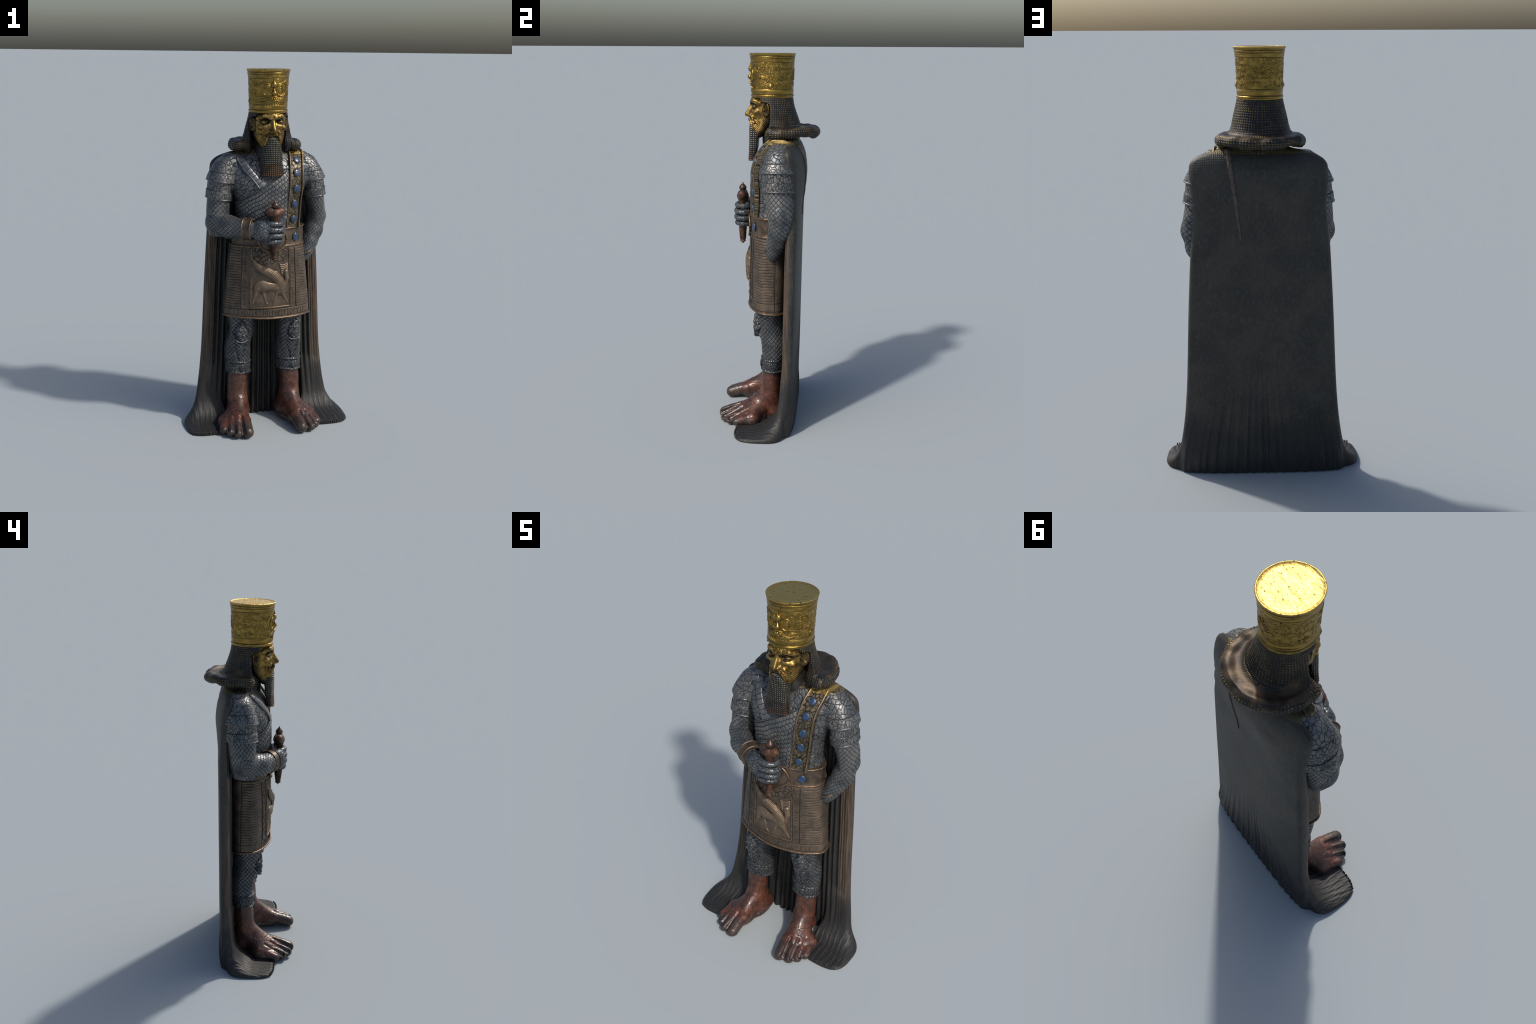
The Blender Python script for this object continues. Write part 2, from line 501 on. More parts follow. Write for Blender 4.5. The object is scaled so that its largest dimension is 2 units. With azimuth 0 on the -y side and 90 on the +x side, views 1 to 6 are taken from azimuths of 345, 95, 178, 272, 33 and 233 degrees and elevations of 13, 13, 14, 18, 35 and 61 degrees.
def hair_pattern(nb):
    u, v, a, b = nb.cyl((0, .012, 0), (0, 0, 1), (0, -1, 0), .118, nb.warp(10, .006))
    X, Y, Z = nb.xyz()
    u = nb.lerp(nb.step(.012, .015, Y), nb.lerp(nb.step(1.738, 1.742, Z), X, u), u)
    up = beads(u, v, .0108, .0108)(nb)
    # the rolled brim carries its own rows
    x, y, z = nb.xyz(nb.warp(12, .008))
    u2, v2, a2, b2 = nb.cyl((0, .070, 0), (0, 0, 1), (0, -1, 0), .165, nb.warp(12, .008))
    fr = nb.step(.018, .022, y)
    uu = nb.lerp(fr, x, u2)
    lo = beads(uu, z, .0115, .0112)(nb)
    h = nb.lerp(nb.step(1.640, 1.634, z), up, lo)
    return nb.lerp(hair_brim(nb), h, .6)

def m_hair(nb):
    h = hair_pattern(nb); x, y, z = nb.xyz(); brim = hair_brim(nb)
    n = nb.noise(14, 4); n2 = nb.noise(60, 3)
    base = nb.mix(nb.step(.35, .65, n), (.014, .015, .018), (.024, .023, .022))
    bead = nb.mix(nb.step(.42, .62, n), (.13, .092, .036), (.27, .185, .066))
    col = nb.mix(nb.mul(h, nb.step(.30, .46, n2)), base, bead)
    col = nb.mix(brim, col, nb.mix(nb.step(.4, .62, n), (.034, .027, .021), (.072, .051, .033)))
    return dict(color=col, metallic=nb.lerp(h, .45, .8), rough=.50, height=nb.add(nb.mul(h, nb.sub(1., brim)), nb.mul(n2, .4)), bump=.0018)

def beard_pattern(nb):
    x, y, z = nb.xyz()
    w = nb.add(.040, nb.mul(nb.sub(1.63, z), .11))
    u = nb.mul(nb.m('ARCSINE', nb.m('MINIMUM', nb.m('MAXIMUM', nb.m('DIVIDE', x, nb.mul(w, 1.25)), -.99), .99)), 6.2)
    side = nb.step(-.094, -.088, y)
    u = nb.lerp(side, u, nb.mul(y, 100.))
    return beads(u, z, 1.0, .0105)(nb, .16, .32)

def m_beard(nb):
    h = beard_pattern(nb); z = nb.xyz()[2]
    n = nb.noise(40, 3)
    lowz = nb.add(z, nb.mul(nb.sub(n, .5), .004))
    a = nb.mix(nb.step(.4, .6, n), (.15, .15, .10), (.26, .26, .185))
    b = nb.mix(nb.step(.35, .6, n), (.09, .052, .025), (.22, .12, .06))
    bead = nb.mix(nb.step(1.502, 1.508, lowz), b, a)
    bead = nb.mix(nb.step(1.452, 1.446, lowz), bead, (.26, .11, .045))
    col = nb.mix(h, (.016, .015, .015), bead)
    return dict(color=col, metallic=nb.lerp(h, .4, .8), rough=.42, height=h, bump=.002)

def face_wrinkles(nb):
    x, y, z = nb.xyz(nb.warp(26, .012))
    ax = nb.m('ABSOLUTE', x)
    ph = nb.add(nb.mul(nb.add(z, nb.mul(y, .45)), 105.), nb.mul(nb.mul(ax, ax), 420.))
    jaw = nb.step(.0, .24, nb.line(ph))
    zone = nb.mul(nb.step(1.676, 1.650, z), nb.step(.038, .052, ax))
    cheek = nb.lerp(nb.mul(zone, .9), 1.0, jaw)
    # slanting furrows from the nose down the cheek
    fur = nb.step(.0, .20, nb.line(nb.add(nb.mul(ax, 78.), nb.mul(z, 42.))))
    fz = nb.mul(nb.mul(nb.step(1.700, 1.688, z), nb.step(1.618, 1.634, z)), nb.mul(nb.step(.022, .028, ax), nb.step(.066, .056, ax)))
    cheek = nb.m('MINIMUM', cheek, nb.lerp(nb.mul(fz, .95), 1.0, fur))
    fore = nb.step(.0, .22, nb.line(nb.add(nb.mul(nb.noise(34, 2, nb.vec(ax, nb.mul(z, 1.4), 0.)), 5.), nb.mul(ax, 20.))))
    fore = nb.lerp(nb.mul(nb.step(1.742, 1.750, z), .9), 1.0, fore)
    return nb.m('MINIMUM', cheek, fore)

def m_face(nb):
    h = face_wrinkles(nb); x, y, z = nb.xyz()
    ax = nb.m('ABSOLUTE', x)
    n = nb.noise(30, 4, None, .6); n2 = nb.noise(110, 3)
    gold = nb.mix(nb.step(.36, .64, n), (.17, .108, .032), (.42, .265, .075))
    col = nb.mix(nb.step(0., .8, h), (.030, .022, .011), gold)
    col = nb.mix(nb.mul(nb.step(.54, .66, nb.noise(46, 4)), .6), col, (.05, .036, .016))
    # the gilding is worn to dark bronze round the mouth, on the jaw and at the temples
    jag = nb.mul(nb.sub(n, .5), .04)
    mouth = nb.mul(nb.step(.040, .030, nb.add(ax, jag)), nb.mul(nb.step(1.668, 1.660, z), nb.step(-.098, -.104, y)))
    low = nb.step(1.652, 1.597, nb.add(nb.add(z, jag), nb.mul(y, -.35)))
    back = nb.step(-.050, -.018, nb.add(y, jag))
    worn = nb.m('MAXIMUM', nb.mul(mouth, .8), nb.m('MAXIMUM', nb.mul(low, .85), nb.mul(back, .9)))
    col = nb.mix(worn, col, (.036, .029, .019))
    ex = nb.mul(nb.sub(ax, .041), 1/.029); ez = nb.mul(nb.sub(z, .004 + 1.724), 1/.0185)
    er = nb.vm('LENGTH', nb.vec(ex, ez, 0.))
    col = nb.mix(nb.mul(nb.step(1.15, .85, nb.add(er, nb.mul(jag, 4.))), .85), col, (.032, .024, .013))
    return dict(color=col, metallic=.9, rough=nb.lerp(n, .32, .50), height=nb.add(h, nb.mul(n2, .3)), bump=.0010)

BRONZE = (.125, .092, .066); BRONZE_D = (.060, .047, .036); BRONZE_L = (.30, .20, .12)
def skirt_pattern(nb):
    x, y, z = nb.xyz(nb.warp(14, .006)); 
    ax = nb.m('ABSOLUTE', nb.add(x, .005))
    pl = nb.step(.02, .14, nb.line(nb.add(nb.mul(z, 1/.0150), nb.mul(nb.noise(16, 2), 1.4))))
    side = nb.mul(nb.mul(nb.step(.158, .162, ax), nb.step(.050, .045, y)), nb.step(.700, .704, z))
    h = nb.lerp(side, 1.0, pl)
    X, Y, Z = nb.xyz()
    for zz in (.696, .652):
        h = nb.m('MINIMUM', h, nb.step(.0008, .0030, nb.m('ABSOLUTE', nb.sub(Z, zz))))
    seam = nb.m('ABSOLUTE', nb.sub(Y, .047))
    h = nb.m('MINIMUM', h, nb.m('MAXIMUM', nb.step(.0008, .003, seam), nb.step(.14, .12, nb.m('ABSOLUTE', X))))
    # scaly field above the beast
    fld = nb.mul(nb.step(.110, .106, nb.m('ABSOLUTE', nb.sub(X, -.003))), nb.step(.93, .97, Z))
    sc = nb.step(.02, .08, nb.edge(34., nb.vm('MULTIPLY', nb.warp(10, .03), (1, 0, 1))))
    h = nb.m('MINIMUM', h, nb.lerp(fld, 1.0, sc))
    return h

def m_skirt(nb):
    h = skirt_pattern(nb)
    n = nb.noise(18, 5, None, .6); n2 = nb.noise(120, 3, nb.vm('MULTIPLY', nb.pos, (1, 1, 3)))
    c = nb.mix(nb.step(.34, .66, n), BRONZE_D, BRONZE)
    c = nb.mix(nb.mul(nb.step(.5, .75, n2), .35), c, BRONZE_L)
    c = nb.mix(h, (.022, .018, .016), c)
    return dict(color=c, metallic=.45, rough=.5, height=nb.add(h, nb.mul(n2, .35)), bump=.0012)

def m_cape(nb):
    x, y, z = nb.xyz()
    ax = nb.m('ABSOLUTE', x)
    weave = nb.m('MULTIPLY', nb.add(nb.m('SINE', nb.mul(nb.add(z, nb.mul(nb.noise(8, 2), .02)), 900.)), 1.), nb.add(nb.m('SINE', nb.mul(nb.add(x, nb.mul(nb.noise(11, 2), .012)), 700.)), 1.))
    n = nb.noise(7, 4); n2 = nb.noise(85, 4, nb.vm('MULTIPLY', nb.pos, (1, 1, .55)), .6)
    c = nb.mix(nb.step(.35, .65, n), (.038, .036, .032), (.056, .051, .042))
    c = nb.mix(nb.mul(nb.step(.50, .74, n2), .55), c, (.092, .092, .088))
    c = nb.mix(nb.mul(nb.step(.44, .30, n2), .5), c, (.022, .022, .022))
    # lower third: bare bluish black pleats
    c = nb.mix(nb.mul(nb.step(.34, .16, nb.add(z, nb.mul(nb.sub(n, .5), .25))), .75), c, (.021, .021, .022))
    c = nb.mix(nb.mul(nb.step(.125, .110, y), nb.mul(nb.step(.300, .280, ax), .6)), c, (.018, .018, .018))  # inner folds tinted near-black: their deep shade baked into the cloth colour
    stripe = nb.noise(95, 3, nb.vm('MULTIPLY', nb.pos, (1, .10, .10)), .5)
    c = nb.mix(nb.mul(nb.step(.55, .70, stripe), nb.mul(nb.step(.24, .08, z), .5)), c, (.060, .058, .056))
    # bronze border down the front edges
    fr = nb.mul(nb.mul(nb.step(.128, .112, y), nb.step(0., .008, nb.sub(ax, nb.add(.262, nb.mul(nb.sub(1.06, z), .055))))), nb.mul(nb.step(.20, .46, nb.add(z, nb.mul(nb.sub(n, .5), .2))), nb.step(1.12, 1.10, z)))
    streak = nb.noise(60, 4, nb.vm('MULTIPLY', nb.pos, (1, 1, .06)), .6)
    br = nb.mix(nb.step(.36, .64, streak), (.050, .037, .028), (.125, .088, .060))
    c = nb.mix(fr, c, br)
    # gilded collar
    c = nb.mix(nb.mul(nb.step(1.538, 1.541, z), .8), c, (.115, .092, .035))
    return dict(color=c, metallic=.35, rough=.56, height=nb.add(nb.mul(nb.mul(weave, nb.step(.120, .135, y)), .16), nb.add(n2, nb.mul(nb.mul(stripe, 2.5), nb.step(.24, .08, z)))), bump=.0014)

def m_fold(nb):
    n = nb.noise(20, 4, nb.vm('MULTIPLY', nb.pos, (1, 1, .12)), .6)
    c = nb.mix(nb.step(.35, .65, n), (.018, .018, .020), (.045, .043, .041))
    return dict(color=c, metallic=.4, rough=.45, height=n, bump=.001)

def m_foot(nb):
    h = cracks(nb); x, y, z = nb.xyz()
    n = nb.noise(16, 5, None, .6); n2 = nb.noise(80, 3)
    red = nb.mix(nb.step(.35, .66, n), (.052, .022, .015), (.128, .042, .023))
    toe = nb.mix(nb.step(.40, .60, n), (.040, .026, .021), (.066, .042, .033))
    yy = nb.add(y, nb.mul(nb.sub(n, .5), .09))
    f = nb.m('MAXIMUM', nb.step(-.150, -.205, yy), nb.step(.058, .034, nb.add(z, nb.mul(nb.sub(n, .5), .03))))
    c = nb.mix(f, red, toe)
    dk = nb.mul(nb.step(.55, .66, nb.noise(34, 4)), .55)
    c = nb.mix(dk, c, (.028, .020, .017))
    c = nb.mix(h, (.012, .010, .010), c)
    return dict(color=c, metallic=.15, rough=nb.lerp(n2, .30, .55), height=nb.add(h, nb.mul(n2, .25)), bump=.0014, coat=.25)

def m_gem(nb):
    n = nb.noise(70, 4, None, .6)
    sep = nb.step(.42, .62, n)
    c = nb.mix(sep, (.012, .033, .088), (.024, .058, .135))
    c = nb.mix(nb.step(.66, .74, n), c, (.018, .075, .10))
    return dict(color=c, metallic=.1, rough=.30, height=n, bump=.0022, coat=.3)

def m_strap(nb):
    x, y, z = nb.xyz()
    w = nb.warp(20, .02, nb.vec(x, z, 0.))
    h = nb.step(.02, .10, nb.edge(56., w))
    n = nb.noise(40, 4)
    c = nb.mix(nb.step(.36, .64, n), (.080, .068, .045), (.145, .118, .075))
    c = nb.mix(h, (.026, .022, .016), c)
    c = nb.mix(nb.step(1.538, 1.542, z), c, nb.mix(h, (.13, .09, .03), (.32, .225, .075)))
    return dict(color=c, metallic=.6, rough=.45, height=h, bump=.0025)

def m_trim(nb):
    z = nb.xyz()[2]
    n = nb.noise(50, 4, nb.vm('MULTIPLY', nb.pos, (1, 1, .35)))
    c = nb.mix(nb.step(.36, .64, n), (.11, .082, .055), (.23, .17, .115))
    c = nb.mix(nb.step(1.538, 1.542, z), c, (.33, .23, .08))
    return dict(color=c, metallic=.65, rough=.42, height=n, bump=.0016)

MAT = {}
MAT['hat'] = material('engraved_gold', m_hat)
MAT['gold'] = plain('raised_gold', GOLD, GOLD_D, 1., .32, 60, .0006, dark=(.12, .08, .02))
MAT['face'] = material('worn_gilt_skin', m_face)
MAT['ear'] = plain('worn_gilt_ear', (.040, .032, .018), (.17, .110, .042), .9, .40, 45, .0008)
MAT['socket'] = plain('dark_bronze', (.020, .016, .012), (.050, .036, .020), .8, .40, 60, .0006)
MAT['eye'] = plain('gilt_eye', (.36, .24, .075), (.22, .145, .045), 1., .34, 60, .0003)
MAT['hair'] = material('beaded_hair', m_hair)
MAT['beard'] = material('beaded_beard', m_beard)
MAT['neck'] = plain('blackened_skin', (.020, .020, .021), (.045, .042, .036), .5, .50, 30, .001)
MAT['chest'] = scale_metal('scaled_silver_chest', chest)
MAT['bronze'] = plain('bronze', BRONZE_D, BRONZE, .55, .44, 26, .0012)
MAT['bronze_edge'] = plain('bright_bronze_edge', (.115, .078, .050), (.25, .160, .098), .7, .38, 60, .0008)
MAT['silver_edge'] = plain('silver_edge', (.10, .10, .10), (.20, .20, .20), .8, .36, 60, .0006)
def lapel_pat(nb):
    x, y, z = nb.xyz(nb.warp(12, .01))
    return nb.step(.02, .10, nb.line(nb.add(nb.mul(x, -24.), nb.mul(z, 36.))))
MAT['lapel'] = scale_metal('silver_lapel', lapel_pat, (.20, .20, .20), .34)
MAT['hand'] = scale_metal('scaled_silver_hand', cells(58, (1, 1, 1), .012, .02, .09), (.135, .145, .152), .38, False)
MAT['skirt'] = material('woven_bronze_skirt', m_skirt)
MAT['beast'] = plain('relief_bronze', (.135, .098, .066), (.21, .150, .098), .55, .42, 40, .0012, (1, 1, 1))
MAT['ink'] = plain('engraved_dark', (.014, .012, .011), (.028, .023, .020), .2, .6, 60, .0004)
MAT['mace'] = plain('rusted_copper', (.042, .030, .025), (.140, .058, .030), .5, .40, 55, .0022, (1, 1, 1), dark=(.026, .021, .019))
MAT['mace_tip'] = plain('brown_copper', (.095, .060, .046), (.065, .042, .034), .65, .34, 40, .0008)
MAT['foot'] = material('cracked_red_skin', m_foot)
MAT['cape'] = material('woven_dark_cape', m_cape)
MAT['cord'] = plain('brown_cord', (.075, .054, .043), (.115, .085, .068), .2, .6, 50, .001)
MAT['gem'] = material('blue_enamel', m_gem)
MAT['strap'] = material('jewelled_strap', m_strap)
MAT['trim'] = material('strap_border', m_trim)
MAT['cuff'] = scale_metal('cuff_silver', cells(75, (1, 1, .8), .03, .03, .14), (.100, .103, .107), .33, False)

# =====================================================================
#  HAT
# =====================================================================
HATC = .0105
hat_rx = curve([1.770, 1.80, 1.90, 1.95, 1.985, 2.0], [.1035, .1035, .1060, .1090, .1142, .1172])
hat_ry = curve([1.770, 1.80, 1.90, 1.95, 1.985, 2.0], [.1115, .1115, .1132, .1156, .1198, .1222])
def hat_grow(z):
    g = 0.
    g += .0032 * math.exp(-((z-1.7815)/.0042)**4)            # lower rim
    g += .0010 * math.exp(-((z-1.806)/.005)**4)
    g += .0008 * math.exp(-((z-1.9775)/.004)**4) + .0007 * math.exp(-((z-1.958)/.0035)**4)
    g += .0014 * math.exp(-((z-1.995)/.005)**4)
    return g
rows = []
for z in np.linspace(1.772, 1.9985, 190):
    r = .0016 if z > 1.998 else 0
    rows.append((z, 0., HATC, hat_rx(z)+hat_grow(z)-r, hat_ry(z)+hat_grow(z)-r))
for k, z in ((.972, 1.9998), (.955, 1.9990), (.94, 1.9975), (.8, 1.9975), (.5, 1.9977), (.2, 1.9975), (.05, 1.9976)):
    rows.append((z, 0., HATC, hat_rx(2.)*k, hat_ry(2.)*k))
V, F = ring_loft(rows, 560)
V = relief(V, F, lambda nb: nb.m('MAXIMUM', hat_pattern(nb), nb.step(1.989, 1.995, nb.xyz()[2])), .0016)
hat = obj('hat', V, F, MAT['hat'], angle=50)

def on_hat(s, z, lift=0.):
    """s = arc position from the front centre (towards +x)"""
    th = s / .1125
    rx, ry = hat_rx(z)+lift, hat_ry(z)+lift
    return np.array([rx*math.sin(th), HATC - ry*math.cos(th), z])
def hat_normals(path):
    n = path - np.array([0, HATC, 0]); n[:, 2] = 0
    return n / np.linalg.norm(n, axis=1, keepdims=True)
def hat_tube(pts, r0, r1=None, n=26, lift=.0008, flat=.9):
    q = spline(pts, n); P = np.array([on_hat(s, z, lift) for s, z in q])
    r1 = r0 if r1 is None else r1
    return tube(P, np.linspace(r0, r1, n), 8, up=hat_normals(P), flat=flat)
def spiral(s, z, r, turns, dirn=1, start=0., sq=1.15):
    return [(s + dirn*(r*(1-.8*t))*math.cos(start+t*turns*TAU), z + sq*(r*(1-.8*t))*math.sin(start+t*turns*TAU)) for t in np.linspace(0, 1, 14)]

emb = []
for sg in (-1, 1):
    emb.append(hat_tube([(sg*.040+.022*sg*math.cos(a), 1.890+.028*math.sin(a)) for a in np.linspace(-2.4, 3.2, 12)], .0044, .0036))
    emb.append(hat_tube([(sg*.042+.012*sg*math.cos(a), 1.889+.017*math.sin(a)) for a in np.linspace(-1, 4.2, 10)], .0026, .0018))
    emb.append(hat_tube([(sg*.008, 1.872), (sg*.018, 1.888), (sg*.026, 1.905), (sg*.034, 1.916)], .0045, .0022))
    emb.append(hat_tube([(sg*.012, 1.905), (sg*.024, 1.922), (sg*.045, 1.928), (sg*.066, 1.934), (sg*.078, 1.944)], .0030, .0018))
    emb.append(hat_tube([(sg*.062, 1.930), (sg*.080, 1.922), (sg*.086, 1.900), (sg*.074, 1.872), (sg*.050, 1.858)], .0030, .0022))
    for k in range(6):
        b = k/5
        emb.append(hat_tube([(sg*.010, 1.858-.020*b), (sg*(.030+.004*k), 1.852-.024*b), (sg*(.058+.004*k), 1.860-.046*b+.006), (sg*(.088-.004*k), 1.866-.048*b)], .0028, .0012))
    for k in range(4):
        emb.append(hat_tube([(sg*(.004+.010*k), 1.836), (sg*(.008+.013*k), 1.822), (sg*(.007+.015*k), 1.808), (sg*(.002+.015*k), 1.800)], .0024, .0016))
    emb.append(hat_tube(spiral(sg*.104, 1.915, .014, 1.5, sg), .0022, .0014))
    emb.append(hat_tube(spiral(sg*.108, 1.872, .012, 1.4, -sg, 1.), .0022, .0014))
# low scrollwork round the sides and back
for k in range(17):
    s = .128 + k*(.45/16)
    for zz, rr in ((1.925, .0105), (1.895, .012), (1.865, .011), (1.840, .009)):
        if abs(s - .1767) < .02 and zz < 1.85 or abs(s - .530) < .02 and zz < 1.85: continue
        if abs(s - .3535) < .055 and zz > 1.85: continue
        emb.append(hat_tube(spiral(s + RNG.uniform(-.006, .006), zz + RNG.uniform(-.006, .006), rr*RNG.uniform(.8, 1.2), RNG.uniform(.8, 1.6), RNG.choice([-1, 1]), RNG.uniform(0, TAU)), .0024, .0012, 22, 0., .5))
# palmette on the back
for a in np.linspace(-1.25, 1.25, 7):
    c = .3535; L = .050 - .010*abs(a)
    for w in (-.24, .24):
        emb.append(hat_tube([(c, 1.868), (c+math.sin(a+w)*L*.55, 1.868+math.cos(a+w)*L*.6), (c+math.sin(a)*L, 1.868+math.cos(a)*L*1.15)], .0019, .0014, 14))
emb.append(hat_tube([(.3535-.045, 1.872), (.3535-.02, 1.862), (.3535, 1.866), (.3535+.02, 1.862), (.3535+.045, 1.872)], .0024))
V, F = join(emb)
obj('scrollwork', V, F, MAT['hat'], hat, kind='stuff')
# central emblem: bulb on a stem over a rosette
p = on_hat(0, 1.919, .002)
V, F = sphere(p, (.0165, .0130, .0170)); obj('emblem_bulb', V, F, MAT['gold'], hat)
def emblem(rows, name):
    q = spline(rows, 18); V, F = tube(np.array([on_hat(0, z, l) for z, l, r in q]), np.maximum(q[:, 2], .0008), 14, up=(0, -1, 0))
    obj(name, V, F, MAT['gold'], hat)
emblem([(1.930, .004, .0070), (1.937, .003, .0045), (1.945, .002, .0028), (1.953, .002, .0012)], 'emblem_spike')
emblem([(1.908, .002, .0035), (1.899, .003, .0032), (1.890, .004, .0070), (1.878, .006, .0135), (1.868, .004, .0100), (1.861, .003, .0050)], 'emblem_stem')
ros = [sphere(on_hat(0, 1.846, .005), .0062)]
for k in range(7):
    a = k/7*TAU; ros.append(sphere(on_hat(.0125*math.sin(a), 1.846+.0125*math.cos(a), .002), (.0065, .005, .0065), 14, 9))
V, F = join(ros); obj('rosette', V, F, MAT['gold'], hat)
for s in (.1767, -.1767):
    n = hat_normals(np.array([on_hat(s, 1.831)]))[0]
    P = np.array([on_hat(s, 1.831, l) for l in (-.002, .0025, .0045)]); V, F = tube(P, [.0115, .0110, .007], 20)
    obj('round_boss', V, F, MAT['gold'], hat, angle=40)
    V, F = tube([on_hat(s+.0150*math.cos(a), 1.831+.0150*math.sin(a), .0005) for a in np.linspace(0, TAU, 24, endpoint=False)], .0018, 8, closed=True)
    obj('boss_ring', V, F, MAT['gold'], hat)

# =====================================================================
#  HEAD
# =====================================================================
def f_head(P):
    Q = P.copy(); Q[:, 0] = np.abs(Q[:, 0])                    # symmetric
    d = ell(Q, (0, .015, 1.725), (.082, .110, .100))
    d = smin(d, ell(Q, (0, -.022, 1.690), (.076, .078, .112)), .03)
    d = smin(d, cone(Q, (.060, -.010, 1.650), (.028, -.060, 1.580), .026, .022), .022)
    d = smin(d, ell(Q, (0, -.062, 1.612), (.048, .048, .052)), .02)
    d = smin(d, ell(Q, (0, -.068, 1.752), (.060, .037, .034)), .015)           # forehead
    d = smin(d, cone(Q, (.012, -.097, 1.744), (.050, -.084, 1.754), .0105, .0095), .010)   # brow ridge
    d = smin(d, cone(Q, (.050, -.084, 1.754), (.074, -.050, 1.742), .0095, .010), .010)
    d = smax(d, -ell(Q, (.040, -.108, 1.727), (.026, .026, .0145)), .010)      # eye sockets
    d = smax(d, -ell(Q, (.014, -.112, 1.722), (.009, .016, .014)), .008)
    d = smin(d, ell(Q, (.054, -.068, 1.697), (.024, .020, .015)), .010)        # cheek bone
    d = smin(d, ell(Q, (.036, -.088, 1.702), (.018, .010, .010)), .008)        # pouch under the eye
    d = smax(d, -ell(Q, (.062, -.086, 1.652), (.012, .020, .024)), .022)       # hollow cheek
    d = smin(d, cone(Q, (0, -.096, 1.736), (0, -.1255, 1.684), .0068, .0098), .008)   # nose
    d = smin(d, cone(Q, (0, -.082, 1.728), (0, -.104, 1.682), .012, .017), .008)
    d = smin(d, ball(Q, (0, -.1250, 1.6795), .0110), .005)
    d = smin(d, ell(Q, (.0135, -.111, 1.675), (.0085, .012, .0085)), .005)
    d = smax(d, -ball(Q, (.0075, -.122, 1.664), .0045), .004)
    d = smin(d, chain(Q, [(.004, -.1085, 1.657, .0065), (.018, -.1075, 1.655, .0080), (.033, -.099, 1.637, .0080), (.042, -.090, 1.606, .0060)], .006), .006)   # moustache
    d = smin(d, chain(Q, [(.020, -.101, 1.683, .005), (.036, -.095, 1.668, .006), (.047, -.084, 1.640, .0055)], .005), .010)   # fold beside the nose
    d = smax(d, -cone(Q, (0, -.121, 1.644), (.022, -.111, 1.638), .0080, .0065, (1, .7, 1)), .004)   # open mouth
    return d
V, F = nets(f_head, (-.10, -.15, 1.55), (.10, .14, 1.80), .0019)
V = relief(V, F, face_wrinkles, .0013)
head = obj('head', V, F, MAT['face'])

for sg in (-1, 1):
    V, F = sphere((sg*.041, -.0770, 1.7250), (.0190, .0160, .0140)); e = obj('eye', V, F, MAT['eye'], head)
    V, F = sphere((sg*.0400, -.0915, 1.7260), (.0062, .0030, .0062), 18, 10); obj('iris', V, F, MAT['socket'], e)
    V, F = sphere((sg*.0400, -.0935, 1.7260), (.0030, .0018, .0030), 14, 8); obj('pupil', V, F, MAT['eye'], e)
    V, F = tube([(sg*x, y, z) for x, y, z in spline([(.020, -.090, 1.722), (.030, -.0945, 1.7335), (.042, -.0935, 1.7365), (.054, -.085, 1.734), (.064, -.070, 1.727)], 20)], np.r_[np.linspace(.002, .0038, 10), np.linspace(.0038, .0022, 10)], 8)
    obj('eyelid', V, F, MAT['socket'], head)
    V, F = tube([(sg*x, y, z) for x, y, z in spline([(.020, -.090, 1.721), (.030, -.0930, 1.7140), (.042, -.0920, 1.7105), (.054, -.0840, 1.7130), (.064, -.070, 1.724)], 20)], .0024, 8)
    obj('eyelid', V, F, MAT['socket'], head)
    V, F = tube([(sg*x, y, z) for x, y, z in spline([(.012, -.104, 1.735), (.028, -.1025, 1.7415), (.046, -.0945, 1.7475), (.064, -.077, 1.7470)], 20)], np.linspace(.0042, .0018, 20), 8)
    obj('eyebrow', V, F, MAT['socket'], head)
    # ear
    def f_ear(P, sg=sg):
        Q = P * np.array([sg, 1, 1], np.float32)
        t = Q[:, 1] + .016                                    # leans outwards to the back
        Q = Q.copy(); Q[:, 0] -= .62 * t
        d = ell(Q, (.092, -.016, 1.710), (.011, .020, .036))
        d = smax(d, -ell(Q, (.104, -.019, 1.715), (.016, .0135, .027)), .004)
        d = smin(d, ell(Q, (.092, -.020, 1.683), (.008, .011, .012)), .006)
        return smin(d, ell(Q, (.096, -.028, 1.708), (.006, .006, .009)), .006)
    V, F = nets(f_ear, np.minimum((sg*.065, -.05, 1.66), (sg*.125, .015, 1.76)), np.maximum((sg*.065, -.05, 1.66), (sg*.125, .015, 1.76)), .0018)
    obj('ear', V, F, MAT['ear'], head)

# =====================================================================
#  BEARD
# =====================================================================
def f_beard(P):
    z = P[:, 2]
    w = curve([1.432, 1.50, 1.56, 1.60, 1.62, 1.645], [.0665, .060, .056, .0495, .038, .018])(z)
    yf = curve([1.432, 1.50, 1.60, 1.645], [-.1190, -.1155, -.1145, -.1110])(z)
    yb = curve([1.432, 1.50, 1.555, 1.585, 1.645], [-.084, -.068, -.060, -.05, -.05])(z)
    c = (yf+yb)/2; t = (yb-yf)/2
    q = (np.abs(P[:, 0]/w)**3 + np.abs((P[:, 1]-c + .10*P[:, 0]**2/w*-1.6)/t)**3 + 1e-9)**(1/3)
    return smax((q-1)*np.minimum(t, w), np.maximum(1.434-z + .8*P[:, 0]**2, z-1.643), .004)
V, F = nets(f_beard, (-.08, -.14, 1.42), (.08, -.03, 1.66), .002)
V = relief(V, F, beard_pattern, .0022)
beard = obj('beard', V, F, MAT['beard'], head)
tt = []
for k in range(5):
    tt.append(sphere(((k-2)*.0095, -.1085+.0010*(k-2)**2, 1.6385-.0008*(k-2)**2), (.0046, .004, .0050), 12, 8))
V, F = join(tt); obj('tooth', V, F, MAT['silver_edge'], head, kind='stuff')

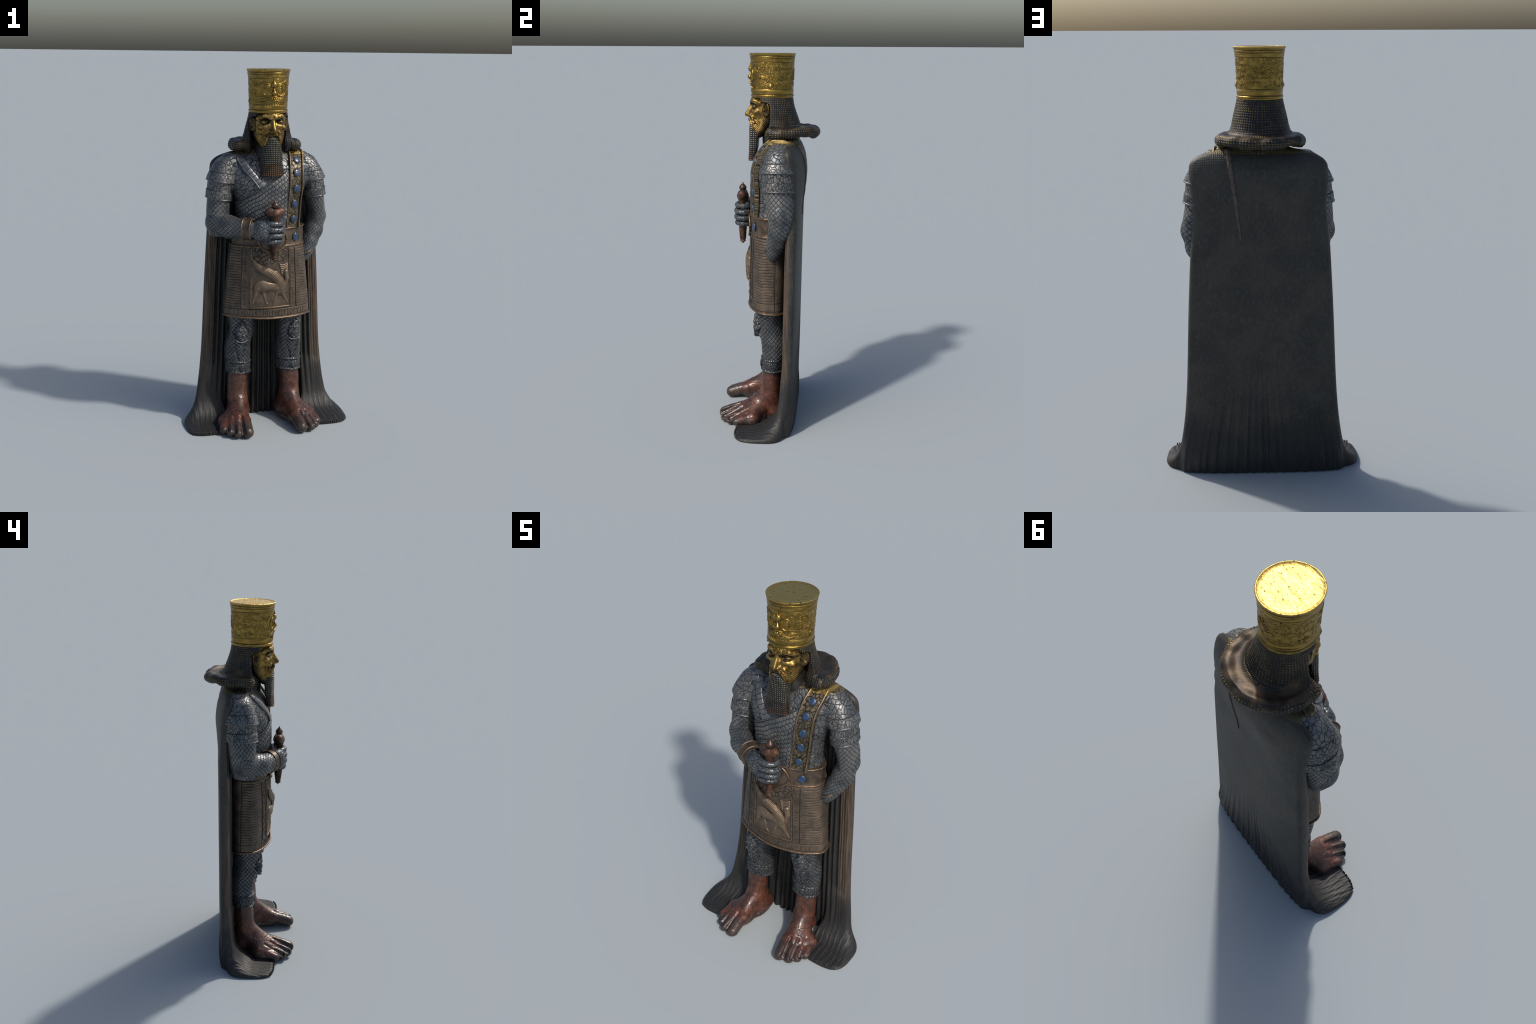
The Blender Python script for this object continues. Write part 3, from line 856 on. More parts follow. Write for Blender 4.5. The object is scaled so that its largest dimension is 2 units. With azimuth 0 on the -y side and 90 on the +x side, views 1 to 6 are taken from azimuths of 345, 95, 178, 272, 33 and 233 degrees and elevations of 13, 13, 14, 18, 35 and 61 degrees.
# =====================================================================
#  HAIR
# =====================================================================
ROLL = [(.126, .014, 1.592, .026), (.160, .016, 1.592, .034), (.170, .056, 1.589, .029), (.171, .105, 1.591, .028), (.151, .164, 1.598, .029), (.112, .206, 1.599, .027), (.058, .233, 1.592, .027),
        (0, .243, 1.589, .027), (-.055, .234, 1.592, .025), (-.108, .206, 1.598, .026), (-.150, .166, 1.598, .028), (-.172, .110, 1.591, .026), (-.171, .056, 1.589, .028), (-.163, .016, 1.592, .034), (-.126, .014, 1.592, .026)]
ROLLS = spline(ROLL, 30)
def f_hair(P):
    cr = [(1.555, 0, .045, .120, .115), (1.60, 0, .030, .136, .138), (1.63, 0, .022, .137, .140), (1.66, 0, .0165, .130, .136), (1.70, 0, .0125, .1215, .1255), (1.74, 0, .010, .1115, .1165), (1.778, 0, .0095, .1035, .111)]
    d = loft(P, cr)
    z = P[:, 2]; x = np.abs(P[:, 0])
    yf = curve([1.56, 1.60, 1.66, 1.72, 1.742, 1.752, 1.778], [-.006, -.004, .006, .006, -.006, -.046, -.052])(z)
    yf = yf + .05*sstep(.105, .06, x)*sstep(1.76, 1.70, z)      # open towards the neck
    d = smax(d, yf - P[:, 1], .008)
    r = chain(P, [tuple(q) for q in ROLLS], .0)
    th = np.arctan2(P[:, 0], P[:, 1]-.05)
    wav = .0035*np.sin(7*th + 1.3 + .8*np.sin(3*th)) + .002*np.sin(15*th + 40*P[:, 2])
    r = r + wav
    rr = np.sqrt(P[:, 0]**2 + ((P[:, 1]-.045)*.86)**2)
    brim = np.maximum(np.abs(z - 1.600) - .016, np.maximum(rr - .165, .03 - P[:, 1]))
    d = smin(d, brim, .03)
    d = smin(d, r, .016)
    return d
V, F = nets(f_hair, (-.23, -.07, 1.535), (.23, .285, 1.786), .0032)
V = relief(V, F, lambda nb: nb.m('MAXIMUM', hair_pattern(nb), nb.step(1.0, 1.0, 0.)), .0014)
hair = obj('hair', V, F, MAT['hair'])

# =====================================================================
#  NECK
# =====================================================================
V, F = nets(lambda P: smin(cone(P, (0, .040, 1.50), (0, .010, 1.64), .070, .056), cone(P, (0, .05, 1.49), (0, .04, 1.54), .10, .074), .03), (-.13, -.08, 1.44), (.13, .16, 1.69), .006)
obj('neck', V, F, MAT['neck'])

# =====================================================================
#  TORSO + UPPER ARMS  (one surface, split by region)
# =====================================================================
T_ROWS = [(1.00, .005, .020, .200, .118), (1.08, .006, .024, .200, .126), (1.18, .010, .026, .180, .128), (1.28, .009, .028, .184, .130), (1.36, .008, .032, .210, .130),
          (1.42, .008, .042, .222, .128), (1.47, .008, .053, .232, .120), (1.51, .008, .064, .220, .106), (1.54, .006, .072, .178, .088), (1.565, .004, .076, .125, .070), (1.590, .0, .07, .070, .050)]
ARMS = {-1: [(1.10, -.271, .030, .050, .060), (1.18, -.271, .036, .064, .074), (1.24, -.269, .042, .066, .076), (1.30, -.264, .045, .066, .079), (1.39, -.257, .052, .066, .083), (1.45, -.244, .056, .066, .080), (1.50, -.221, .060, .064, .066), (1.545, -.185, .065, .040, .040)],
        1: [(1.10, .305, .075, .040, .056), (1.18, .311, .077, .050, .066), (1.24, .303, .075, .053, .073), (1.30, .289, .065, .057, .074), (1.39, .276, .063, .063, .079), (1.45, .258, .065, .066, .078), (1.50, .232, .067, .066, .066), (1.548, .189, .071, .045, .041)]}
def sleeve_grow(P, sg):
    v = P[:, 2] + .16*(np.abs(P[:, 0]) - .27)*-1 - .0*P[:, 1]     # hems droop a little inwards
    v = P[:, 2] - .14*(np.abs(P[:, 0]) - .27)
    g = .010*sstep(1.475, 1.402, v)*sstep(1.394, 1.399, v)
    g += .001*sstep(1.402, 1.39, v)*sstep(1.346, 1.350, v)
    g += .0075*sstep(1.352, 1.346, v)*sstep(1.300, 1.304, v)*sstep(1.44, 1.30, v)
    g -= .002*sstep(1.303, 1.298, v)
    return g
def f_upper(P, sg): return loft(P, ARMS[sg], 2.2, sleeve_grow(P, sg))
def f_torso(P):
    d = loft(P, T_ROWS, 2.08)
    x, z = P[:, 0], P[:, 2]
    ln = z - 1.409 - .644*x
    front = sstep(.06, .0, P[:, 1])
    d = d - .006*front*sstep(.004, -.004, ln)*sstep(1.12, 1.2, z)*sstep(.098, .080, x)
    d = d + .0030*front*np.mod(-ln/.042, 1.)*sstep(.0, -.004, ln)*sstep(1.12, 1.2, z)*sstep(.098, .080, x)          # wrap-over lies proud
    lx = np.interp(z, [1.36, 1.418, 1.466, 1.508, 1.55], [-.064, -.105, -.143, -.166, -.180])
    d = d - .0045*front*sstep(lx-.002, lx+.002, x)*sstep(lx+.044, lx+.038, x)*sstep(.0, .003, ln)*sstep(1.35, 1.37, z)
    d = d - .005*np.exp(-((x+.115)/.075)**2 - ((z-1.40)/.065)**2)*front - .004*np.exp(-((x-.12)/.075)**2 - ((z-1.40)/.065)**2)*front
    return d
def f_body(P):
    t = f_torso(P)
    k = .004 + .020*sstep(1.30, 1.42, P[:, 2])
    return smin(smin(t, f_upper(P, -1), k), f_upper(P, 1), k)
V, F = nets(f_body, (-.37, -.13, 1.02), (.38, .185, 1.60), .0036)
cen = V[F].mean(1).astype(np.float32)
dt, dl, dr = f_torso(cen), f_upper(cen, 1), f_upper(cen, -1)
is_l = (dl < dt - .004) & (cen[:, 0] > .15) & (cen[:, 2] < 1.515); is_r = (dr < dt - .004) & (cen[:, 0] < -.15) & (cen[:, 2] < 1.515)
BODY_BVH = bvh(V, F)

def sleeve_pat(sg):
    A = np.array(ARMS[sg])
    low = arm_scales((sg*.275, .05, 1.2), (sg*.05, 0, -1), (0, -1, 0), .072, .024, .028)
    top = cells(50, (1, 1, .75), .035, .015, .075)
    mid = cells(54, (1.2, 1.2, .75), .045, .02, .09)
    def f(nb):
        x, y, z = nb.xyz()
        v = nb.sub(z, nb.mul(nb.sub(nb.m('ABSOLUTE', x), .27), .14))
        h = nb.lerp(nb.step(1.300, 1.301, v), low(nb), mid(nb))
        h = nb.lerp(nb.step(1.397, 1.398, v), h, top(nb))
        for zz in (1.448, 1.349):
            h = nb.m('MINIMUM', h, nb.step(.0008, .0030, nb.m('ABSOLUTE', nb.sub(v, zz))))
        return h
    return f
SL = {s: sleeve_pat(s) for s in (-1, 1)}
def body_pat(nb):
    x, y, z = nb.xyz()
    ax = nb.m('ABSOLUTE', nb.sub(x, .008))
    c = chest(nb)
    s = nb.lerp(nb.step(-.001, .001, x), SL[-1](nb), SL[1](nb))
    return nb.lerp(nb.step(.2065, .2085, ax), c, s)
MAT['body'] = scale_metal('scaled_silver_body', body_pat)
V = relief(V, F, body_pat, .0013)
parts = split(V, F, [('torso', ~(is_l | is_r), MAT['body']), ('upper_arm', is_r, MAT['body']), ('upper_arm', is_l, MAT['body'])])
torso, armR, armL = parts

# rolled hems of the three sleeve layers
for sg, ob in ((-1, armR), (1, armL)):
    for v0, lift, r in ((1.4005, .0095, .0042), (1.3045, .0075, .0040), (1.350, .0015, .0022)):
        A = np.array(ARMS[sg]); P = []
        for a in np.linspace(0, TAU, 72, endpoint=False):
            z = v0
            for _ in range(3):
                f = [float(curve(A[:, 0], A[:, i])(np.array([z]))[0]) for i in range(1, 5)]
                x = f[0] + (f[2]+lift)*math.cos(a); y = f[1] + (f[3]+lift)*math.sin(a)
                z = v0 + .14*(abs(x)-.27)
            P.append((x, y, z))
        V, F = tube(P, r, 8, closed=True); obj('sleeve_hem', V, F, MAT['silver_edge'] if lift > .003 else MAT['chest'], ob)

# =====================================================================
#  FOREARMS, HAND
# =====================================================================
FR = [(-.271, .034, 1.215, .062), (-.273, .026, 1.172, .066), (-.222, -.045, 1.156, .060), (-.165, -.090, 1.154, .050), (-.135, -.106, 1.153, .0445), (-.10, -.122, 1.150, .043)]
FL = [(.309, .076, 1.215, .050), (.311, .077, 1.180, .052), (.292, .069, 1.100, .052), (.264, .054, 1.040, .047), (.238, .042, .990, .040), (.224, .036, .962, .036)]
pR = lambda nb: arm_scales((-.25, -.02, 1.16), (.80, -.60, 0), (0, 0, 1), .058, .023, .026)(nb)
pL = lambda nb: arm_scales((.285, .06, 1.16), (-.30, -.10, -1), (0, -1, 0), .056, .023, .026)(nb)
MAT['foreR'] = scale_metal('scaled_silver_forearm', pR, (.135, .138, .138), .42, False); MAT['foreL'] = scale_metal('scaled_silver_forearm', pL, (.135, .138, .138), .42, False)
V, F = nets(lambda P: chain(P, FR, .02), (-.36, -.19, 1.06), (-.05, .12, 1.30), .0032)
cen = V[F].mean(1); keep = cen[:, 0] < -.115
V = relief(V, F, pR, .0013); fo = obj('forearm', V, F[keep], MAT['foreR'])
V, F = nets(lambda P: chain(P, FL, .02), (.15, -.03, .90), (.385, .15, 1.30), .0032)
V = relief(V, F, pL, .0013); foL = obj('forearm', V, F, MAT['foreL'])
# bracelet
ax = np.array([.80, -.56, 0]); ax /= np.linalg.norm(ax); c = np.array([-.132, -.106, 1.1535])
e1 = np.array([0, 0, 1.]); e2 = np.cross(ax, e1)
prof = [(-.026, .046), (-.026, .0575), (-.0245, .0590), (-.021, .0590), (-.019, .0570), (0, .0562), (.019, .0548), (.021, .0565), (.0245, .0565), (.026, .0545), (.026, .046)]
V, F = [], []
for i in range(64):
    a = i/64*TAU
    for t, r in prof: V.append(c + ax*t + r*(math.cos(a)*e1*1.04 + math.sin(a)*e2))
F = grid_faces(64, len(prof), True)
br = obj('bracelet', V, F, MAT['bronze'], angle=35)
for t, r_ in ((-.0228, .0590), (.0228, .0567)):
    V, F = tube([c + ax*t + r_*(math.cos(a)*e1*1.04 + math.sin(a)*e2) for a in np.linspace(0, TAU, 64, endpoint=False)], .0028, 8, closed=True)
    obj('bracelet_rim', V, F, MAT['bronze_edge'], br)
# fist round the shaft
SX, SY = .003, -.149
def f_palm(P):
    d = cone(P, (-.118, -.114, 1.152), (-.070, -.142, 1.146), .040, .046, (1, 1.15, 1))
    d = smin(d, cone(P, (-.070, -.142, 1.166), (-.032, -.158, 1.172), .036, .027), .03)
    d = smin(d, cone(P, (-.070, -.142, 1.128), (-.030, -.156, 1.108), .036, .027), .03)
    return d
V, F = nets(f_palm, (-.18, -.22, 1.05), (.03, -.05, 1.24), .003)
V = V[:]; V = relief(V, F, cells(58, (1, 1, 1), .012, .02, .09), .0015)
hand = obj('hand', V, F, MAT['hand'])
for k, (z, x1, r) in enumerate(((1.187, .040, .0150), (1.155, .047, .0160), (1.122, .046, .0160), (1.090, .038, .0145))):
    yk = SY - .0250 - (.003 if k in (1, 2) else 0)
    path = spline([(-.048, yk+.016, z-.001), (-.024, yk-.001, z+.001), (.006, yk-.004, z+.001), (x1-.012, yk+.006, z), (x1, SY+.006, z-.001), (x1-.014, SY+.028, z-.001), (.004, SY+.034, z-.001)], 40)
    rr = r * (1 + .10*np.sin(np.linspace(0, 9.4, 40))) ; rr[-6:] *= np.linspace(1, .55, 6)
    V, F = tube(path, rr, 16); obj('finger', V, F, MAT['hand'], hand)
V, F = tube(spline([(-.070, -.125, 1.180), (-.036, -.118, 1.196), (-.004, -.120, 1.199), (.026, -.124, 1.196)], 24), np.r_[np.linspace(.024, .017, 18), np.linspace(.017, .010, 6)], 16)
obj('thumb', V, F, MAT['hand'], hand)
# tucked left hand: cuff on the hip
V, F = tube([(.231 + .046*math.cos(a), .044 + .052*math.sin(a), .985 + .016*math.cos(a)) for a in np.linspace(0, TAU, 40, endpoint=False)], .0065, 10, closed=True)
obj('cuff', V, F, MAT['bronze'], foL)

# =====================================================================
#  MACE in the fist
# =====================================================================
def f_mace(P):
    d = cone(P, (SX, SY, 1.23), (SX, SY, 1.06), .020, .021)
    d = np.minimum(d, cone(P, (SX, SY, 1.07), (SX, SY, .992), .0215, .0135))
    lobes = None
    for sx in (-1, 1):
        e = ell(P, (SX+sx*.028, SY, 1.250), (.028, .024, .026))
        lobes = e if lobes is None else smin(lobes, e, .012)
    for sy in (-1, 1):
        lobes = smin(lobes, ell(P, (SX, SY+sy*.012, 1.246), (.018, .015, .022)), .010)
    d = smin(d, lobes, .012)
    d = smin(d, cone(P, (SX, SY, 1.235), (SX, SY, 1.205), .032, .021), .012)
    d = smin(d, ell(P, (SX, SY, .989), (.0185, .0165, .0055)), .004)
    return smin(d, cone(P, (SX, SY, .988), (SX, SY, .972), .0125, .0006), .003)
V, F = nets(f_mace, (-.07, -.20, .955), (.075, -.10, 1.29), .0022)
V = relief(V, F, lambda nb: nb.add(nb.noise(75, 3, None, .6), .4), .004)
mace = obj('mace', V, F, MAT['mace'])
V, F = nets(lambda P: smin(ell(P, (SX, SY, 1.284), (.0205, .0200, .0175)), cone(P, (SX, SY, 1.296), (SX, SY, 1.316), .009, .0008), .010), (-.03, -.185, 1.255), (.04, -.12, 1.325), .002)
obj('mace_knob', V, F, MAT['mace_tip'], mace)
gr = []
for z in np.arange(1.000, 1.064, .0065):
    r = .0145 + (z-.995)*.11
    gr.append(tube([(SX+r*math.cos(a), SY+r*math.sin(a), z+.002*math.sin(3*a+z*900)) for a in np.linspace(0, TAU, 24, endpoint=False)], .0020, 6, closed=True))
V, F = join(gr); obj('mace_winding', V, F, MAT['mace'], mace, kind='stuff')

# =====================================================================
#  STRAP with gems, lapel
# =====================================================================
ST = [(.125, 1.143), (.127, 1.17), (.129, 1.195), (.135, 1.28), (.143, 1.362), (.148, 1.446), (.156, 1.512)]
st_top = [(.160, -.012, 1.545), (.163, .015, 1.562), (.166, .05, 1.574), (.168, .085, 1.578)]
cl = [hit(BODY_BVH, x, z) for x, z in spline(ST, 60)]
frames = [(np.array(p), np.array([0, -1., 0])) for p in cl]
# over the shoulder the strap is met from above
for t in np.linspace(.04, 1.30, 40):
    a = t*math.pi/2
    o = np.array([.157+.012*t, .075, 1.485]); d = np.array([0, -math.cos(a), math.sin(a)])
    q, n_, i_, _ = BODY_BVH.ray_cast(Vector(o + d*.4), Vector(-d))
    if q is not None and (q[2] > frames[-1][0][2]+.0005 or t > .8): frames.append((np.array(q), d))
PC = np.array([f[0] for f in frames]); ker = np.ones(7)/7
for i in range(3): PC[:, i] = np.convolve(np.pad(PC[:, i], 3, mode='edge'), ker, 'valid')
sprof = [(-.044, -.012), (-.044, .007), (-.042, .0095), (-.037, .0095), (-.031, .007), (-.030, .0045), (-.015, .0055), (0, .006), (.015, .0055), (.030, .0045), (.031, .007), (.033, .0095), (.038, .0095), (.040, .007), (.040, -.012)]
V = []
PC[-8:, 2] -= np.linspace(0, .022, 8)
T = np.gradient(PC, axis=0); T /= np.linalg.norm(T, axis=1, keepdims=True)
for p, t in zip(PC, T):
    side = np.array([1., 0, 0]) - t*t[0]; side /= np.linalg.norm(side)
    nn = np.cross(side, t); nn = -nn if nn[1]*-.5 + nn[2] < 0 else nn
    bend = []
    for s, h in sprof:
        q = p + side*s
        loc, no, ii, dd = BODY_BVH.find_nearest(Vector(q))
        dep = float(np.dot(np.array(loc) - q, nn)); dep = max(min(dep, .010), -.030)
        V.append(q + nn*(h + .003 + dep*.85))
F = grid_faces(len(PC), len(sprof)); F = F[:, ::-1]
strap = obj('strap', V, F, MAT['strap'], angle=40)
for s in (-.0395, .0355):
    k = [j for j, q in enumerate(sprof) if abs(q[0]-s) < .003]
    P = np.array(V).reshape(len(PC), len(sprof), 3)[:, k].mean(1)
    v, f = tube(P, .0046, 8); obj('strap_border', v, f, MAT['trim'], strap)
SV = np.array(V).reshape(len(PC), len(sprof), 3)
STRAP_BVH = bvh(np.array(V), F)

def gem(x, z, r, parent, yoff=0., tilt=None, tree=None):
    p = hit(tree, x, z); q, no, i, d = tree.find_nearest(Vector(p))
    n = np.array(no); n = n if n[1] < 0 else -n
    if tilt is not None: n = np.array(tilt, float)
    n /= np.linalg.norm(n); u = np.cross([0, 0, 1.], n); u /= np.linalg.norm(u); w = np.cross(n, u)
    pr = [(.2, .0085), (.75, .0080), (.93, .0066), (1., .004), (1.0, -.004)]
    V = [p + n*.0085]; m = 28
    for k, h in pr:
        for a in range(m):
            t = a/m*TAU; V.append(p + n*h + r*k*(math.cos(t)*u*.94 + math.sin(t)*w*1.06))
    F = [[0, 1+a, 1+(a+1) % m] for a in range(m)]
    for j in range(len(pr)-1):
        for a in range(m): b = (a+1) % m; F.append([1+j*m+a, 1+(j+1)*m+a, 1+(j+1)*m+b, 1+j*m+b])
    g = obj('gem', V, F, MAT['gem'], parent)
    v, f = tube([p + n*.003 + (r+.0012)*(math.cos(t)*u*.94 + math.sin(t)*w*1.06) for t in np.linspace(0, TAU, 36, endpoint=False)], .0022, 8, closed=True)
    obj('gem_setting', v, f, MAT['strap'], g)
for (x, z, r) in ((.154, 1.512, .0180), (.145, 1.446, .0190), (.141, 1.362, .0200), (.132, 1.279, .0200), (.127, 1.196, .0190)):
    gem(x, z, r, strap, tree=STRAP_BVH)

def on_body(pts, n, lift): return np.array([h for h in (hit(BODY_BVH, x, z, lift) for x, z in spline(pts, n)) if h is not None])
lap = [(-.172, 1.530), (-.166, 1.508), (-.143, 1.466), (-.105, 1.418), (-.068, 1.368)]
V, F = tube(on_body(lap, 40, .001), .0052, 8); obj('lapel', V, F, MAT['silver_edge'], torso)
lap2 = [(-.130, 1.530), (-.124, 1.508), (-.101, 1.470), (-.064, 1.424), (-.028, 1.396)]
A_, B_ = spline(lap, 50), spline(lap2, 50)
V = []; ok = True
for a_, b_ in zip(A_, B_):
    for v_, l_ in ((0, -.004), (0.02, .0035), (.15, .0045), (.5, .0040), (.85, .0045), (.98, .0035), (1, -.004)):
        q_ = a_*(1-v_) + b_*v_; V.append(hit(BODY_BVH, q_[0], q_[1], l_))
F = grid_faces(50, 7)
obj('lapel', V, F, MAT['lapel'], torso, angle=50)
V, F = tube(on_body([(-.19, 1.287), (-.12, 1.332), (-.068, 1.366), (0, 1.410), (.085, 1.464)], 60, .0005), .0035, 8); obj('wrap_edge', V, F, MAT['silver_edge'], torso)
V, F = tube(on_body([(-.195, 1.262), (-.12, 1.305), (-.04, 1.352), (.03, 1.395), (.09, 1.43)], 60, -.0005), .0026, 8); obj('wrap_edge', V, F, MAT['chest'], torso)

# =====================================================================
#  BELT
# =====================================================================
def ring_path(z, rx, ry, cy, cx=.006, n=1.86, m=120, nback=None):
    th = np.linspace(0, TAU, m, endpoint=False); c, s = np.cos(th), np.sin(th)
    e = np.where(s > 0, nback or n, n)
    k = (np.abs(c)**e + np.abs(s)**e)**(-1/e)
    return np.stack([cx + rx*k*c, cy + ry*k*s, np.full(m, z)], 1)
rows = [(z, .006, .012, .206+g, .116+g) for z, g in ((1.046, -.012), (1.046, .002), (1.052, .003), (1.056, .0), (1.075, .0005), (1.10, .001), (1.125, .0), (1.139, -.001), (1.144, .002), (1.150, .001), (1.150, -.014))]
V, F = ring_loft(rows, 160, 1.86)
belt = obj('belt', V, F, MAT['bronze'], angle=40)
BELT_BVH = bvh(V, F)
for z in (1.049, 1.147):
    V, F = tube(ring_path(z, .2085, .1185, .012), .0042, 8, closed=True); obj('belt_rim', V, F, MAT['bronze_edge'], belt)
gem(.143, 1.095, .0205, belt, tree=BELT_BVH)
# buckle
bc = np.array([.004, -.112, 1.088])
P = np.array([bc + np.array([.080*math.cos(a), .010*math.cos(a)**2, .066*math.sin(a)]) for a in np.linspace(0, TAU, 72, endpoint=False)])
V, F = tube(P, .0055, 10, closed=True); bk = obj('buckle', V, F, MAT['bronze_edge'], belt)
rows = []
V = [bc + np.array([0, -.004, 0])]; m = 60
for k, y in ((.5, -.003), (.9, 0.), (.97, .001), (.97, .02)):
    for a in range(m):
        t = a/m*TAU; V.append(bc + np.array([.080*k*math.cos(t), y+.010*(k*math.cos(t))**2, .066*k*math.sin(t)]))
F = [[0, 1+a, 1+(a+1) % m] for a in range(m)]
for j in range(3):
    for a in range(m): b = (a+1) % m; F.append([1+j*m+a, 1+(j+1)*m+a, 1+(j+1)*m+b, 1+j*m+b])
obj('buckle_plate', V, F, MAT['bronze'], bk)

# =====================================================================
#  SKIRT
# =====================================================================
srx = curve([.638, .70, .85, 1.0, 1.06], [.247, .244, .230, .214, .206])
sfy = curve([.638, .70, .85, 1.0, 1.06], [-.112, -.112, -.112, -.110, -.105])
sby = curve([.638, .85, 1.06], [.105, .105, .115])
def skirt_row(z, g=0.):
    f, b = float(sfy(z)), float(sby(z))
    return (z, .003, (f+b)/2, float(srx(z))+g, (b-f)/2+g)
rows = [skirt_row(.70, -.03), (.645,) + skirt_row(.645, -.02)[1:], (.640,) + skirt_row(.64, -.008)[1:]]
rows += [skirt_row(z) for z in np.linspace(.641, 1.055, 170)]
V, F = ring_loft(rows, 620, 1.72, nback=4.)
V = np.array(V)
def hem_drop(V):
    w = sstep(.80, .64, V[:, 2]); V[:, 2] += w*(.006*sstep(-.02, -.11, V[:, 1])*0 + .010*np.clip(-V[:, 0], 0, .25)/.25 - .006*sstep(-.05, .06, V[:, 1])); return V
V = hem_drop(V)
V = relief(V, F, skirt_pattern, .0011)
skirt = obj('skirt', V, F, MAT['skirt'], angle=60)
SK = bvh(V, F)
r = skirt_row(.641)
P = hem_drop(ring_path(.643, r[3]+.002, r[4]+.002, r[2], r[1], 1.72, 160, 4.)); V, F = tube(P, .0055, 8, closed=True); obj('skirt_hem', V, F, MAT['bronze_edge'], skirt)
def on_skirt(pts, n, lift): return np.array([h for h in (hit(SK, x, z, lift) for x, z in spline(pts, n)) if h is not None])
def skirt_tube(pts, r, n=40, lift=.001, flat=1., name='panel_frame', mat='bronze_edge', par=None):
    V, F = tube(on_skirt(pts, n, lift), r, 8, up=(0, -1, 0), flat=flat); return obj(name, V, F, MAT[mat], par or skirt)
XL0, XL1 = -.109, -.115; XR0, XR1 = .101, .113
skirt_tube([(XL0, 1.040), (XL1, .706)], .0042); skirt_tube([(XR0, 1.040), (XR1, .708)], .0042)
skirt_tube([(XL1, .704), (XR1, .708)], .0042)
skirt_tube([(-.121, 1.040), (-.127, .706)], .0020, mat='bronze'); skirt_tube([(-.157, 1.040), (-.166, .700)], .0026, mat='ink'); skirt_tube([(.138, 1.036), (.153, .700)], .0026, mat='ink'); skirt_tube([(.106, 1.04), (.1185, .71)], .0014, lift=.003, mat='ink')
# glyph columns beside the panel and the hem frieze: short engraved strokes
gl = []
def stroke(pts, r=.0012, n=8): gl.append(tube(on_skirt(pts, n, .0006), r, 5, up=(0, -1, 0)))
for side, x0, x1, w in ((-1, -.138, -.146, .010), (1, .122, .135, .0095)):
    z = 1.025
    while z > .716:
        t = (1.04-z)/.335; xc = x0 + (x1-x0)*t; hgt = RNG.uniform(.010, .016)
        ty = RNG.randint(5)
        if side > 0:
            stroke([(xc-w, z-.001), (xc, z-.005+RNG.uniform(-.003, .003)), (xc+w, z-.004)])
            if ty < 2: stroke([(xc-w*.6, z-hgt*.5), (xc+w*.5, z-hgt*.5)])
            hgt *= .72
        elif ty == 0:
            stroke([(xc-w, z), (xc+w, z-.001)]); stroke([(xc+RNG.uniform(-w, w)*.5, z), (xc, z-hgt)])
        elif ty == 1:
            stroke([(xc-w, z-hgt), (xc-w*.3, z), (xc+w*.4, z-hgt*.6), (xc+w, z-hgt*.1)])
        elif ty == 2:
            stroke([(xc+w*.7*math.cos(a), z-hgt*.5+hgt*.45*math.sin(a)) for a in np.linspace(.4, 5.6, 7)], n=14)
        elif ty == 3:
            stroke([(xc-w*.8, z), (xc-w*.8, z-hgt)]); stroke([(xc, z-.002), (xc+w*.8, z-hgt*.8)])
        else:
            stroke([(xc-w, z-hgt*.2), (xc+w*.8, z-hgt*.9)]); stroke([(xc-w*.2, z), (xc+w*.9, z-hgt*.3)])
        z -= hgt + RNG.uniform(.003, .006)
x = -.205
while x < .205:
    w = RNG.uniform(.012, .019); zc = .675 + .010*max(-x, 0)/.25; ty = RNG.randint(4)
    if ty < 2 and abs(x) < .15: stroke([(x+w*.5+w*.42*math.cos(a), zc+.014*math.sin(a)) for a in np.linspace(0, TAU, 9)], .0011, 18)
    elif ty == 2: stroke([(x+w*.2, zc+.016), (x+w*.4, zc-.015)]); stroke([(x+w*.8, zc+.015), (x+w*.5, zc)])
    else: stroke([(x+w*.5, zc+.017), (x+w*.5, zc-.016)])
    x += w + .003
V, F = join(gl); obj('engraved_glyphs', V, F, MAT['ink'], skirt, kind='stuff')
# stitched edge near the side seam
sd = []
for sg in (-1, 1):
    for z in np.arange(.715, 1.02, .0095):
        a = srx(z)
        p = hit(SK, 0, float(z), .0005, (sg, 0, 0), .036)
        if p is not None: sd.append(sphere(p, (.0022, .0032, .0030), 8, 6))
V, F = join(sd); obj('seam_stitch', V, F, MAT['bronze'], skirt, kind='stuff')

# ---- winged beast in relief on the front panel ----
YB = -.1115
def unbend(P):
    Q = P.copy(); x = np.clip(np.abs(P[:, 0] - .003)/.232, 0, .98)
    Q[:, 1] = P[:, 1] - (.1085 - .1085*(1 - x**1.72)**(1/1.72)) + .001
    return Q
def fl(P, a, b, ra, rb, dep=.55): return cone(P, (a[0], YB, a[1]), (b[0], YB, b[1]), ra, rb, (1, 1/dep, 1))
def f_beast(P):
    d = ell(P, (-.056, YB, .832), (.040, .013, .032))
    d = smin(d, ell(P, (.004, YB, .826), (.050, .013, .026)), .02)
    d = smin(d, ell(P, (.050, YB, .815), (.026, .014, .036)), .015)
    d = smin(d, fl(P, (-.078, .815), (-.092, .770), .019, .0085), .010)
    d = smin(d, fl(P, (-.092, .770), (-.107, .725), .0085, .0045), .004)
    d = smin(d, fl(P, (-.048, .806), (-.030, .735), .0100, .0042), .010)
    d = smin(d, fl(P, (-.030, .735), (-.018, .725), .0055, .0040), .004)
    d = smin(d, fl(P, (.036, .806), (.018, .740), .0095, .0045), .010)
    d = smin(d, fl(P, (.018, .740), (.010, .726), .0060, .0045), .004)
    d = smin(d, fl(P, (.058, .800), (.080, .760), .0160, .0080), .010)
    d = smin(d, fl(P, (.080, .760), (.102, .722), .0080, .0038), .004)
    d = smin(d, chain(P, [(.078, YB, .822, .012), (.088, YB, .868, .013), (.084, YB, .905, .016)], .01) , .010)   # neck
    return d
